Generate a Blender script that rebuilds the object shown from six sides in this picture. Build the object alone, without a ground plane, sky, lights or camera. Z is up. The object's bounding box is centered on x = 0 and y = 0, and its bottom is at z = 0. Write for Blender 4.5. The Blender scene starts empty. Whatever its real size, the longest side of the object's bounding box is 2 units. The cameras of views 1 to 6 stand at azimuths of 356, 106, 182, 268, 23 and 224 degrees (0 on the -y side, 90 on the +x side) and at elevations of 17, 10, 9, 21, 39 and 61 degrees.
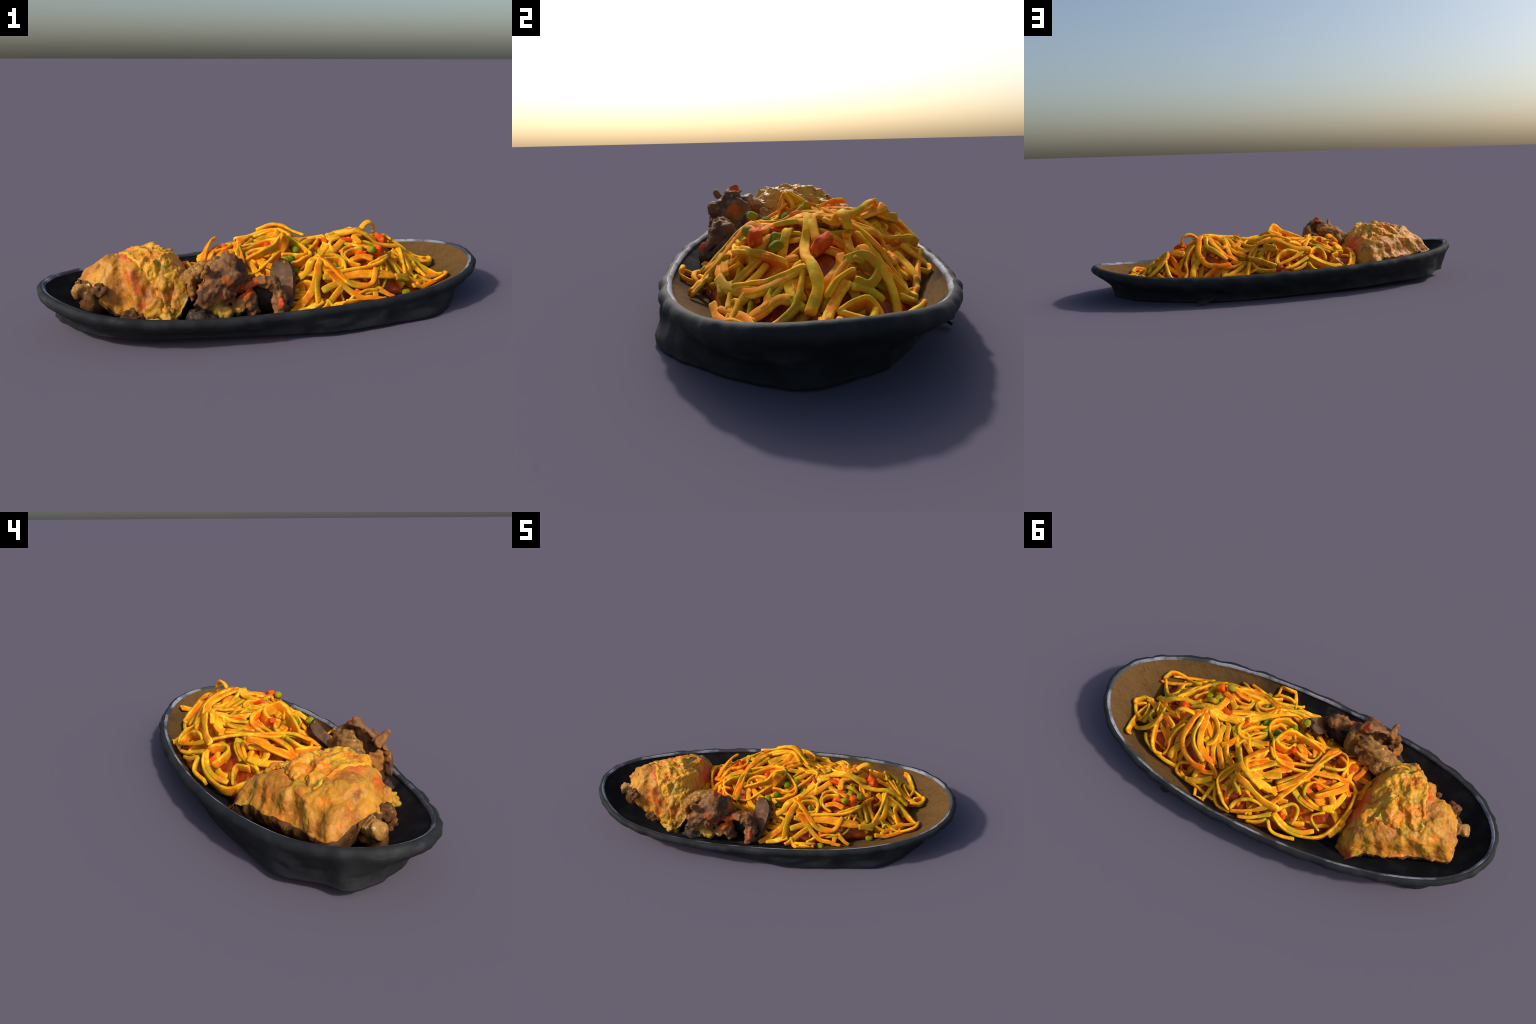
import bpy, math, random
import numpy as np
from mathutils import Vector, noise

random.seed(7)
rng = np.random.default_rng(7)
scene = bpy.context.scene


# ------------------------------------------------------------------ helpers
def srgb(r, g, b):
    f = lambda c: c / 12.92 if c <= 0.04045 else ((c + 0.055) / 1.055) ** 2.4
    return (f(r / 255), f(g / 255), f(b / 255), 1.0)


def fbm(p, scale, seed=0.0, octaves=3):
    v = Vector((p[0] * scale + seed, p[1] * scale - seed * 0.7, p[2] * scale + seed * 1.3))
    return noise.fractal(v, 1.0, 2.0, octaves, noise_basis='PERLIN_ORIGINAL')


def catmull(pts, n, closed=False):
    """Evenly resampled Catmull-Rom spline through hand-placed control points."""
    p = np.asarray(pts, float)
    if closed:
        q = np.vstack([p[-1], p, p[0], p[1]])
        segs = len(p)
    else:
        q = np.vstack([2 * p[0] - p[1], p, 2 * p[-1] - p[-2]])
        segs = len(p) - 1
    t = np.linspace(0, 1, 17)[:-1][:, None]
    out = []
    for i in range(segs):
        a, b, c, d = q[i], q[i + 1], q[i + 2], q[i + 3]
        out.append(0.5 * (2 * b + (c - a) * t + (2 * a - 5 * b + 4 * c - d) * t ** 2 + (3 * b - a - 3 * c + d) * t ** 3))
    out = np.vstack(out + [(q[1] if closed else q[-2])[None]])
    s = np.r_[0, np.cumsum(np.linalg.norm(np.diff(out, axis=0), axis=1))]
    u = np.linspace(0, s[-1], n + 1)[:-1] if closed else np.linspace(0, s[-1], n)
    return np.stack([np.interp(u, s, out[:, k]) for k in range(p.shape[1])], 1)


def thin_plate(points, stiffness=1e-3):
    """Smooth height function z(x, y) through a few (x, y, z) support points."""
    P = np.asarray(points, float)
    n, X = len(P), P[:, :2]
    U = lambda r2: r2 * np.log(r2 + 1e-12)
    K = U(((X[:, None] - X[None]) ** 2).sum(-1)) + stiffness * np.eye(n)
    A = np.block([[K, np.c_[np.ones(n), X]], [np.r_[[np.ones(n)], X.T], np.zeros((3, 3))]])
    w = np.linalg.solve(A, np.r_[P[:, 2], 0, 0, 0])

    def f(x, y):
        x, y = np.asarray(x, float), np.asarray(y, float)
        r2 = (x[..., None] - X[:, 0]) ** 2 + (y[..., None] - X[:, 1]) ** 2
        return U(r2) @ w[:n] + w[n] + w[n + 1] * x + w[n + 2] * y
    return f


def make_object(name, verts, faces, mats, parent=None, slots=None, normals=None, smooth=True):
    me = bpy.data.meshes.new(name)
    me.from_pydata([tuple(v) for v in verts], [], [tuple(f) for f in faces])
    for m in mats:
        me.materials.append(m)
    if slots is not None:
        me.polygons.foreach_set("material_index", np.asarray(slots, np.int32))
    me.polygons.foreach_set("use_smooth", np.full(len(faces), smooth))
    me.update()
    if normals is not None:
        me.normals_split_custom_set_from_vertices([tuple(n) for n in normals])
    ob = bpy.data.objects.new(name, me)
    scene.collection.objects.link(ob)
    if parent is not None:
        ob.parent = parent
    return ob


def make_empty(name, label, category):
    ob = bpy.data.objects.new(name, None)
    ob.empty_display_size = 0.1
    scene.collection.objects.link(ob)
    ob["label"], ob["category"] = label, category
    return ob


def ring_faces(a, b, n, flip=False):
    """Quads between two closed rings whose first vertex indices are a and b."""
    out = []
    for i in range(n):
        j = (i + 1) % n
        f = (a + i, a + j, b + j, b + i)
        out.append(f[::-1] if flip else f)
    return out


def rings_mesh(rings, cap=True):
    """Skin a list of closed rings (each n x 3); the ends are closed by fans."""
    n = len(rings[0])
    V = np.vstack(rings)
    F = []
    for k in range(len(rings) - 1):
        F += ring_faces(k * n, (k + 1) * n, n)
    if cap:
        for k, flip in ((0, True), (len(rings) - 1, False)):
            c = len(V)
            V = np.vstack([V, rings[k].mean(0)[None]])
            for i in range(n):
                f = (k * n + i, k * n + (i + 1) % n, c)
                F.append(f[::-1] if flip else f)
    return V, F


def displaced(V, F, amp, scale, seed, octaves=3):
    """Push vertices along their normals with fractal noise."""
    me = bpy.data.meshes.new("tmp")
    me.from_pydata([tuple(v) for v in V], [], [tuple(f) for f in F])
    me.update()
    N = np.empty(len(V) * 3)
    me.vertex_normals.foreach_get("vector", N)
    bpy.data.meshes.remove(me)
    N = N.reshape(-1, 3)
    d = np.zeros(len(V))
    for a, s in zip(np.atleast_1d(amp), np.atleast_1d(scale)):
        d += np.array([a * fbm(v, s, seed, octaves) for v in V])
    return V + N * d[:, None]


def vertex_normals(V, F):
    me = bpy.data.meshes.new("tmp")
    me.from_pydata([tuple(v) for v in V], [], [tuple(f) for f in F])
    me.update()
    N = np.empty(len(V) * 3)
    me.vertex_normals.foreach_get("vector", N)
    bpy.data.meshes.remove(me)
    return N.reshape(-1, 3)


# ---------------------------------------------------------------- materials
class Nodes:
    """Small wrapper that keeps node building readable."""

    def __init__(self, name):
        self.mat = bpy.data.materials.new(name)
        self.mat.use_nodes = True
        self.t = self.mat.node_tree
        self.bsdf = self.t.nodes["Principled BSDF"]
        self.pos = self.t.nodes.new("ShaderNodeTexCoord").outputs["Object"]

    def new(self, kind, **inputs):
        n = self.t.nodes.new(kind)
        for k, v in inputs.items():
            self.put(n.inputs[k.replace("_", " ")], v)
        return n

    def put(self, socket, v):
        if isinstance(v, bpy.types.NodeSocket):
            self.t.links.new(v, socket)
        else:
            socket.default_value = v

    def noise(self, scale, detail=3.0, rough=0.55, distort=0.0, offset=(0, 0, 0), stretch=(1, 1, 1)):
        m = self.new("ShaderNodeMapping", Vector=self.pos, Location=offset, Scale=stretch)
        return self.new("ShaderNodeTexNoise", Vector=m.outputs[0], Scale=scale, Detail=detail, Roughness=rough, Distortion=distort).outputs["Fac"]

    def cells(self, scale, offset=(0, 0, 0)):
        m = self.new("ShaderNodeMapping", Vector=self.pos, Location=offset)
        return self.new("ShaderNodeTexVoronoi", Vector=m.outputs[0], Scale=scale).outputs["Distance"]

    def span(self, v, lo, hi):
        n = self.t.nodes.new("ShaderNodeMapRange")
        n.interpolation_type = "SMOOTHSTEP"
        self.put(n.inputs["Value"], v)
        n.inputs["From Min"].default_value, n.inputs["From Max"].default_value = lo, hi
        return n.outputs["Result"]

    def math(self, op, a, b=0.0):
        n = self.t.nodes.new("ShaderNodeMath")
        n.operation = op
        self.put(n.inputs[0], a)
        self.put(n.inputs[1], b)
        return n.outputs[0]

    def mix(self, fac, a, b):
        n = self.t.nodes.new("ShaderNodeMix")
        n.data_type = "RGBA"
        self.put(n.inputs["Factor"], fac)
        self.put(n.inputs["A"], a) if False else self.put(n.inputs[6], a)
        self.put(n.inputs[7], b)
        return n.outputs[2]

    def axis(self, k):
        return self.new("ShaderNodeSeparateXYZ", Vector=self.pos).outputs[k]

    def near(self, centre, radius, soft=0.5, wobble=None):
        """1 inside a ball at centre, 0 outside, with an optional noisy edge."""
        d = self.t.nodes.new("ShaderNodeVectorMath")
        d.operation = "DISTANCE"
        self.put(d.inputs[0], self.pos)
        d.inputs[1].default_value = centre
        v = d.outputs["Value"]
        if wobble is not None:
            v = self.math("ADD", v, self.math("MULTIPLY", self.math("SUBTRACT", wobble, 0.5), radius * 1.4))
        return self.math("SUBTRACT", 1.0, self.span(v, radius * (1 - soft), radius * (1 + soft)))

    def finish(self, colour, rough=0.5, bump=None, strength=0.3, dist=0.004, spec=0.5, coat=0.0):
        self.put(self.bsdf.inputs["Base Color"], colour)
        self.put(self.bsdf.inputs["Roughness"], rough)
        self.bsdf.inputs["Specular IOR Level"].default_value = spec
        self.bsdf.inputs["Coat Weight"].default_value = coat
        if bump is not None:
            b = self.new("ShaderNodeBump", Height=bump, Strength=strength, Distance=dist)
            self.put(self.bsdf.inputs["Normal"], b.outputs[0])
        return self.mat


def noodle_material(name, body, shade, light, green):
    m = Nodes(name)
    rnd = m.new("ShaderNodeObjectInfo").outputs["Random"]
    a = m.span(m.noise(14, 3, 0.6), 0.35, 0.68)
    c = m.mix(a, body, shade)
    c = m.mix(m.span(m.noise(26, 3, 0.6, offset=(3, 1, 2)), 0.50, 0.72), c, light)
    c = m.mix(m.math("MULTIPLY", m.span(m.noise(11, 2, 0.5, offset=(7, 4, 1)), 0.49, 0.64), 0.8), c, green)
    c = m.mix(m.math("MULTIPLY", m.span(m.noise(7, 2, 0.5, offset=(2, 9, 5)), 0.56, 0.74), 0.75), c, srgb(226, 82, 22))
    c = m.mix(m.math("MULTIPLY", m.span(m.noise(75, 3, 0.7, offset=(5, 5, 2)), 0.52, 0.74), 0.4), c, light)
    c = m.mix(m.math("MULTIPLY", m.span(m.noise(48, 3, 0.7, offset=(1, 4, 7)), 0.54, 0.74), 0.5), c, shade)
    c = m.mix(m.math("MULTIPLY", rnd, 0.2), c, body)
    return m.finish(c, 0.7, m.noise(60, 3, 0.6), 0.3, 0.004, spec=0.05)


yellow_noodle = noodle_material("noodle_edge", srgb(250, 182, 32), srgb(238, 142, 24), srgb(255, 216, 70), srgb(162, 144, 26))
orange_noodle = noodle_material("noodle_orange_side", srgb(240, 142, 24), srgb(222, 98, 18), srgb(251, 184, 42), srgb(178, 140, 26))


# support points (x, y, z) of the top of the heap
HEAP = [(0.41, 0.13, 0.305), (0.474, 0.219, 0.285), (0.53, 0.177, 0.255), (0.475, -0.015, 0.25), (0.43, -0.044, 0.255), (0.09, -0.017, 0.268), (0.0515, 0.08, 0.285), (0.23, 0.113, 0.28), (0.02, 0.26, 0.298), (0, 0.19, 0.268), (0.07, 0.16, 0.262), (-0.22, 0.1, 0.255), (-0.14, 0.06, 0.255), (0.055, 0.04, 0.305), (-0.1, -0.12, 0.235), (-0.12, -0.05, 0.25), (-0.124, 0.26, 0.235), (-0.18, -0.14, 0.245), (0.13, 0.355, 0.195), (0.5, 0.405, 0.125), (0.69, 0.384, 0.11), (0.8, 0.249, 0.12), (0.83, 0.09, 0.09), (0.607, -0.077, 0.125), (0.25, -0.1, 0.225), (0.04, -0.34, 0.082), (0.074, -0.31, 0.08), (0.555, 0.08, 0.207), (0.62, 0.156, 0.205), (0.594, -0.04, 0.14), (0.446, -0.084, 0.215), (0.5, 0.136, 0.24), (0.738, 0.194, 0.12), (0.69, 0.185, 0.155), (0.347, 0.072, 0.283), (-0.117, -0.155, 0.19), (0.195, -0.123, 0.25), (0.163, -0.183, 0.205), (0.325, -0.254, 0.08), (0.44, -0.173, 0.132), (0.23, 0.096, 0.29), (0.192, -0.185, 0.19), (0.183, -0.04, 0.24), (0.503, 0.23, 0.255), (0.58, 0.317, 0.225), (0.005, 0.395, 0.18), (-0.343, -0.086, 0.16), (-0.32, -0.087, 0.2), (-0.357, 0.189, 0.124), (-0.41, 0.017, 0.19), (0.22, -0.31, 0.07), (0.45, -0.26, 0.07), (0.62, -0.15, 0.075), (0.75, -0.02, 0.075), (-0.25, 0.33, 0.12), (-0.1, 0.4, 0.12), (0.27, 0.42, 0.125), (-0.45, 0.08, 0.17), (-0.4, -0.03, 0.2), (-0.4, 0.06, 0.19), (-0.42, 0.15, 0.145), (-0.37, 0.2, 0.125), (-0.385, -0.13, 0.205), (-0.3, -0.2, 0.195), (-0.2, -0.24, 0.16), (-0.08, -0.27, 0.13), (-0.25, 0.22, 0.2), (-0.03, -0.2, 0.16), (0.1, -0.24, 0.14), (0.326, 0.3, 0.25), (0.3, 0.275, 0.25), (0.38, 0.265, 0.258), (0.4, 0.3, 0.24), (0.44, 0.325, 0.205), (0.35, 0.375, 0.11), (0.215, 0.28, 0.19), (0.18, 0.333, 0.175), (0.285, 0.37, 0.15), (0.187, 0.408, 0.13), (0.51, 0.368, 0.145), (0.72, 0.3, 0.14), (-0.3, 0.03, 0.235), (-0.05, 0.13, 0.262)]

# spines of the noodles that can be told apart; a band stands on its edge
STRANDS = [
    ("band", [(0.734, 0.224, 0.128), (0.799, 0.230, 0.114), (0.817, 0.266, 0.110), (0.796, 0.300, 0.110), (0.754, 0.326, 0.114), (0.699, 0.334, 0.135)]),
    ("flat", [(0.738, 0.367, 0.101), (0.701, 0.380, 0.103), (0.651, 0.374, 0.137), (0.602, 0.347, 0.186), (0.583, 0.298, 0.229), (0.608, 0.246, 0.222)]),
    ("band", [(0.477, 0.397, 0.118), (0.510, 0.410, 0.119), (0.545, 0.396, 0.133), (0.572, 0.354, 0.181), (0.582, 0.317, 0.217), (0.581, 0.284, 0.232), (0.549, 0.253, 0.242), (0.502, 0.237, 0.253)]),
    ("band", [(0.476, 0.399, 0.117), (0.463, 0.368, 0.147), (0.476, 0.328, 0.189), (0.462, 0.283, 0.243), (0.437, 0.252, 0.268)]),
    ("flat", [(0.434, 0.387, 0.121), (0.429, 0.350, 0.166), (0.388, 0.314, 0.216)]),
    ("flat", [(0.657, 0.277, 0.184), (0.653, 0.315, 0.174), (0.589, 0.330, 0.203), (0.574, 0.290, 0.230)]),
    ("band", [(0.827, 0.083, 0.095), (0.813, 0.027, 0.081), (0.751, -0.006, 0.085), (0.668, -0.007, 0.118), (0.651, -0.027, 0.120)]),
    ("band", [(0.815, 0.077, 0.089), (0.759, 0.123, 0.110), (0.697, 0.151, 0.144), (0.603, 0.146, 0.210)]),
    ("flat", [(0.611, 0.145, 0.206), (0.639, 0.081, 0.163), (0.638, 0.018, 0.138), (0.611, -0.027, 0.136), (0.584, -0.072, 0.139), (0.535, -0.107, 0.151)]),
    ("flat", [(0.405, 0.141, 0.304), (0.419, 0.193, 0.298), (0.415, 0.247, 0.276), (0.414, 0.293, 0.241), (0.394, 0.322, 0.207), (0.358, 0.339, 0.178), (0.299, 0.346, 0.173), (0.241, 0.326, 0.178)]),
    ("flat", [(0.406, 0.140, 0.305), (0.386, 0.199, 0.296), (0.377, 0.251, 0.268), (0.344, 0.292, 0.251), (0.307, 0.305, 0.232), (0.259, 0.307, 0.198)]),
    ("flat", [(0.395, 0.138, 0.305), (0.360, 0.191, 0.294), (0.346, 0.230, 0.277), (0.312, 0.273, 0.254), (0.269, 0.286, 0.218), (0.226, 0.282, 0.194)]),
    ("flat", [(0.388, 0.140, 0.305), (0.328, 0.150, 0.293), (0.289, 0.181, 0.274), (0.279, 0.225, 0.258), (0.295, 0.257, 0.255)]),
    ("flat", [(0.502, 0.156, 0.253), (0.432, 0.133, 0.294), (0.376, 0.127, 0.303), (0.326, 0.119, 0.294), (0.286, 0.094, 0.287), (0.244, 0.077, 0.287)]),
    ("flat", [(0.287, 0.133, 0.287), (0.272, 0.181, 0.270), (0.231, 0.229, 0.228), (0.164, 0.279, 0.208)]),
    ("flat", [(0.275, 0.120, 0.285), (0.237, 0.176, 0.259), (0.192, 0.222, 0.231), (0.128, 0.242, 0.240)]),
    ("flat", [(0.259, 0.111, 0.281), (0.201, 0.145, 0.263), (0.156, 0.182, 0.247), (0.107, 0.205, 0.254)]),
    ("flat", [(0.255, 0.099, 0.284), (0.183, 0.122, 0.268), (0.126, 0.138, 0.263), (0.087, 0.152, 0.259)]),
    ("flat", [(0.280, 0.165, 0.276), (0.266, 0.230, 0.245), (0.244, 0.263, 0.209), (0.211, 0.281, 0.187)]),
    ("flat", [(0.309, 0.087, 0.288), (0.262, 0.052, 0.283), (0.223, -0.009, 0.257), (0.189, -0.076, 0.247), (0.147, -0.136, 0.241), (0.123, -0.182, 0.206), (0.088, -0.194, 0.186)]),
    ("flat", [(0.441, -0.108, 0.197), (0.417, -0.162, 0.150), (0.367, -0.183, 0.139), (0.311, -0.181, 0.153), (0.216, -0.130, 0.237), (0.166, -0.112, 0.253)]),
    ("flat", [(0.468, -0.218, 0.090), (0.405, -0.220, 0.098), (0.342, -0.220, 0.104), (0.249, -0.181, 0.171), (0.175, -0.139, 0.236)]),
    ("band", [(0.298, -0.142, 0.190), (0.300, -0.093, 0.222), (0.275, -0.058, 0.242), (0.233, -0.052, 0.242), (0.197, -0.076, 0.246), (0.186, -0.107, 0.255), (0.240, -0.145, 0.212), (0.293, -0.145, 0.190)]),
    ("band", [(0.324, -0.257, 0.079), (0.332, -0.313, 0.048), (0.301, -0.338, 0.047), (0.264, -0.329, 0.048), (0.201, -0.263, 0.112)]),
    ("flat", [(0.181, -0.163, 0.217), (0.165, -0.210, 0.171), (0.163, -0.279, 0.099)]),
    ("band", [(0.381, 0.012, 0.271), (0.341, 0.009, 0.266), (0.307, -0.016, 0.254), (0.301, -0.059, 0.236), (0.315, -0.085, 0.221)]),
    ("band", [(0.210, -0.008, 0.255), (0.233, 0.047, 0.280), (0.234, 0.094, 0.290), (0.207, 0.118, 0.281), (0.168, 0.111, 0.279), (0.139, 0.082, 0.282), (0.112, 0.028, 0.283)]),
    ("band", [(0.033, 0.034, 0.303), (0.091, 0.024, 0.290), (0.146, -0.019, 0.258), (0.155, -0.066, 0.250), (0.120, -0.108, 0.249), (0.086, -0.124, 0.237), (0.061, -0.124, 0.231)]),
    ("band", [(0.049, 0.070, 0.294), (0.007, 0.093, 0.281), (-0.041, 0.077, 0.273), (-0.096, 0.036, 0.265), (-0.150, -0.007, 0.260), (-0.184, -0.037, 0.263)]),
    ("flat", [(-0.017, -0.049, 0.249), (-0.065, -0.032, 0.246), (-0.098, 0.008, 0.244)]),
    ("flat", [(0.008, -0.138, 0.207), (-0.064, -0.112, 0.228), (-0.120, -0.050, 0.244)]),
    ("flat", [(-0.025, -0.186, 0.166), (-0.084, -0.154, 0.190), (-0.127, -0.076, 0.244)]),
    ("band", [(-0.200, -0.137, 0.244), (-0.245, -0.131, 0.237), (-0.257, -0.104, 0.239), (-0.234, -0.068, 0.251), (-0.184, -0.037, 0.258)]),
    ("flat", [(-0.169, -0.172, 0.216), (-0.167, -0.082, 0.261), (-0.157, -0.007, 0.263), (-0.156, 0.066, 0.263), (-0.154, 0.147, 0.263), (-0.144, 0.217, 0.250), (-0.126, 0.279, 0.227), (-0.093, 0.325, 0.206), (-0.051, 0.364, 0.192), (-0.003, 0.397, 0.179)]),
    ("band", [(0.018, 0.114, 0.277), (0.073, 0.173, 0.268), (0.119, 0.241, 0.251), (0.149, 0.296, 0.214), (0.133, 0.340, 0.207), (0.086, 0.372, 0.204), (0.041, 0.392, 0.193), (-0.001, 0.395, 0.180)]),
    ("band", [(0.129, 0.357, 0.186), (0.099, 0.396, 0.167), (0.058, 0.412, 0.159), (0.005, 0.408, 0.157)]),
    ("flat", [(-0.018, 0.103, 0.272), (0.017, 0.164, 0.267), (0.045, 0.232, 0.285), (0.064, 0.285, 0.271), (0.048, 0.313, 0.260), (0.006, 0.328, 0.251)]),
    ("flat", [(0.058, 0.259, 0.282), (-0.009, 0.230, 0.282), (-0.066, 0.216, 0.265), (-0.127, 0.215, 0.248)]),
    ("flat", [(0.036, 0.240, 0.284), (-0.016, 0.198, 0.264), (-0.046, 0.132, 0.258), (-0.086, 0.075, 0.257)]),
    ("flat", [(0.064, 0.198, 0.264), (0.027, 0.138, 0.262), (-0.032, 0.100, 0.263), (-0.090, 0.062, 0.257)]),
    ("flat", [(-0.089, 0.176, 0.258), (-0.105, 0.128, 0.256), (-0.132, 0.074, 0.255), (-0.142, 0.027, 0.253)]),
    ("band", [(-0.006, 0.325, 0.239), (0.020, 0.307, 0.264), (0.009, 0.275, 0.283), (-0.028, 0.249, 0.273), (-0.091, 0.226, 0.252)]),
    ("band", [(0.003, 0.391, 0.183), (-0.004, 0.356, 0.217), (-0.041, 0.319, 0.240), (-0.075, 0.298, 0.234), (-0.113, 0.289, 0.223)]),
    ("flat", [(-0.040, 0.387, 0.159), (-0.083, 0.358, 0.165), (-0.121, 0.322, 0.180), (-0.162, 0.276, 0.198)]),
    ("flat", [(-0.081, 0.373, 0.144), (-0.120, 0.347, 0.150), (-0.154, 0.309, 0.168)]),
    ("band", [(-0.163, 0.269, 0.213), (-0.183, 0.225, 0.230), (-0.205, 0.191, 0.235), (-0.234, 0.189, 0.222), (-0.251, 0.223, 0.196), (-0.253, 0.253, 0.177)]),
    ("flat", [(-0.160, 0.274, 0.203), (-0.200, 0.275, 0.186), (-0.254, 0.266, 0.159), (-0.303, 0.235, 0.143), (-0.337, 0.189, 0.136)]),
    ("band", [(-0.160, 0.307, 0.175), (-0.193, 0.324, 0.142), (-0.243, 0.311, 0.131), (-0.296, 0.276, 0.123)]),
    ("band", [(-0.167, 0.281, 0.199), (-0.217, 0.285, 0.173), (-0.274, 0.270, 0.148), (-0.326, 0.234, 0.128), (-0.368, 0.188, 0.125), (-0.390, 0.138, 0.150), (-0.397, 0.074, 0.182), (-0.391, 0.018, 0.193), (-0.369, -0.044, 0.185), (-0.343, -0.086, 0.166), (-0.312, -0.089, 0.202), (-0.279, -0.063, 0.226)]),
    ("band", [(-0.353, 0.172, 0.134), (-0.311, 0.171, 0.163), (-0.292, 0.160, 0.185), (-0.302, 0.137, 0.191), (-0.326, 0.106, 0.192)]),
    ("band", [(-0.354, 0.078, 0.196), (-0.316, 0.104, 0.200), (-0.272, 0.123, 0.218), (-0.222, 0.129, 0.244), (-0.200, 0.113, 0.253), (-0.195, 0.076, 0.256), (-0.218, 0.042, 0.253), (-0.250, 0.034, 0.247), (-0.275, 0.019, 0.241)]),
    ("flat", [(-0.253, 0.109, 0.247), (-0.271, 0.058, 0.248), (-0.288, -0.008, 0.240), (-0.306, -0.068, 0.217)]),
    ("flat", [(-0.275, 0.037, 0.247), (-0.318, 0.049, 0.225), (-0.342, 0.082, 0.206)]),
    ("flat", [(-0.202, 0.148, 0.243), (-0.264, 0.131, 0.217), (-0.320, 0.100, 0.200)]),
    ("flat", [(-0.309, -0.211, 0.189), (-0.316, -0.156, 0.197), (-0.313, -0.107, 0.197)]),
    ("flat", [(-0.410, 0.070, 0.167), (-0.406, 0.115, 0.151), (-0.396, 0.159, 0.124)]),
    ("flat", [(-0.399, 0.014, 0.193), (-0.405, 0.067, 0.183), (-0.414, 0.100, 0.168)]),
    ("flat", [(-0.259, 0.094, 0.233), (-0.287, 0.107, 0.215), (-0.326, 0.081, 0.206)]),
    ("flat", [(-0.166, 0.142, 0.248), (-0.219, 0.150, 0.232), (-0.284, 0.135, 0.201)]),
    ("band", [(0.312, 0.346, 0.171), (0.373, 0.368, 0.122), (0.379, 0.396, 0.094), (0.348, 0.410, 0.084), (0.291, 0.402, 0.122)]),
    ("flat", [(0.299, 0.412, 0.109), (0.222, 0.406, 0.129), (0.160, 0.406, 0.137), (0.101, 0.406, 0.161)]),
    ("flat", [(0.289, 0.404, 0.115), (0.227, 0.376, 0.139), (0.182, 0.331, 0.168)]),
    ("flat", [(0.241, 0.292, 0.189), (0.197, 0.304, 0.174), (0.165, 0.324, 0.181)]),
    ("flat", [(0.291, 0.345, 0.170), (0.235, 0.333, 0.164), (0.192, 0.308, 0.175)]),
    ("flat", [(0.614, 0.380, 0.141), (0.581, 0.404, 0.124), (0.510, 0.412, 0.109), (0.438, 0.403, 0.100), (0.383, 0.388, 0.098)]),
    ("flat", [(0.442, 0.205, 0.287), (0.422, 0.175, 0.296), (0.371, 0.182, 0.294)]),
    ("flat", [(0.151, 0.088, 0.276), (0.101, 0.080, 0.280), (0.067, 0.065, 0.290)]),
    ("flat", [(0.143, 0.121, 0.268), (0.115, 0.099, 0.274), (0.057, 0.108, 0.273), (0.078, 0.153, 0.260)]),
    ("flat", [(0.325, 0.058, 0.280), (0.273, -0.005, 0.257), (0.225, -0.058, 0.241), (0.195, -0.119, 0.247), (0.174, -0.162, 0.223), (0.165, -0.197, 0.186), (0.131, -0.246, 0.134), (0.080, -0.287, 0.093), (0.042, -0.340, 0.078)]),
    ("band", [(0.300, -0.088, 0.225), (0.290, -0.122, 0.205), (0.250, -0.142, 0.210), (0.211, -0.142, 0.230), (0.209, -0.117, 0.245), (0.238, -0.084, 0.239), (0.281, -0.074, 0.235), (0.304, -0.095, 0.223)]),
    ("band", [(0.205, -0.166, 0.208), (0.269, -0.145, 0.195), (0.359, -0.115, 0.197), (0.455, -0.084, 0.209), (0.508, -0.026, 0.216), (0.553, 0.075, 0.208)]),
    ("flat", [(0.191, -0.188, 0.185), (0.276, -0.165, 0.173), (0.368, -0.142, 0.173), (0.469, -0.126, 0.163), (0.539, -0.099, 0.151), (0.605, -0.067, 0.125)]),
    ("flat", [(0.200, -0.174, 0.195), (0.285, -0.149, 0.180), (0.377, -0.124, 0.183), (0.470, -0.108, 0.175), (0.529, -0.089, 0.158)]),
    ("band", [(0.398, -0.017, 0.267), (0.343, -0.022, 0.259), (0.309, -0.049, 0.240), (0.328, -0.084, 0.221), (0.375, -0.098, 0.210)]),
    ("flat", [(0.333, -0.078, 0.226), (0.385, -0.064, 0.237), (0.436, -0.070, 0.228)]),
    ("band", [(0.146, -0.020, 0.251), (0.191, 0.041, 0.270), (0.225, 0.119, 0.278), (0.251, 0.059, 0.281), (0.255, -0.016, 0.252)]),
    ("flat", [(0.250, 0.064, 0.287), (0.323, 0.108, 0.295), (0.400, 0.116, 0.305), (0.456, 0.126, 0.277), (0.501, 0.127, 0.242), (0.563, 0.141, 0.226), (0.615, 0.167, 0.215), (0.676, 0.196, 0.170), (0.743, 0.188, 0.121)]),
    ("band", [(0.618, 0.155, 0.207), (0.617, 0.080, 0.177), (0.607, 0.014, 0.156), (0.594, -0.047, 0.141)]),
    ("flat", [(0.575, 0.127, 0.208), (0.635, 0.099, 0.165), (0.680, 0.071, 0.128), (0.728, 0.053, 0.102)]),
    ("flat", [(0.623, 0.010, 0.136), (0.675, -0.016, 0.101), (0.705, -0.023, 0.084)]),
    ("flat", [(0.651, -0.063, 0.098), (0.715, 0.021, 0.099), (0.782, 0.070, 0.090), (0.831, 0.100, 0.088)]),
    ("flat", [(0.623, -0.090, 0.104), (0.686, -0.056, 0.082), (0.746, -0.012, 0.072), (0.804, 0.036, 0.075)]),
    ("flat", [(0.072, -0.314, 0.077), (0.132, -0.289, 0.088), (0.182, -0.266, 0.108)]),
    ("flat", [(0.182, -0.307, 0.076), (0.212, -0.271, 0.099), (0.243, -0.234, 0.122), (0.285, -0.191, 0.144)]),
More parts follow.
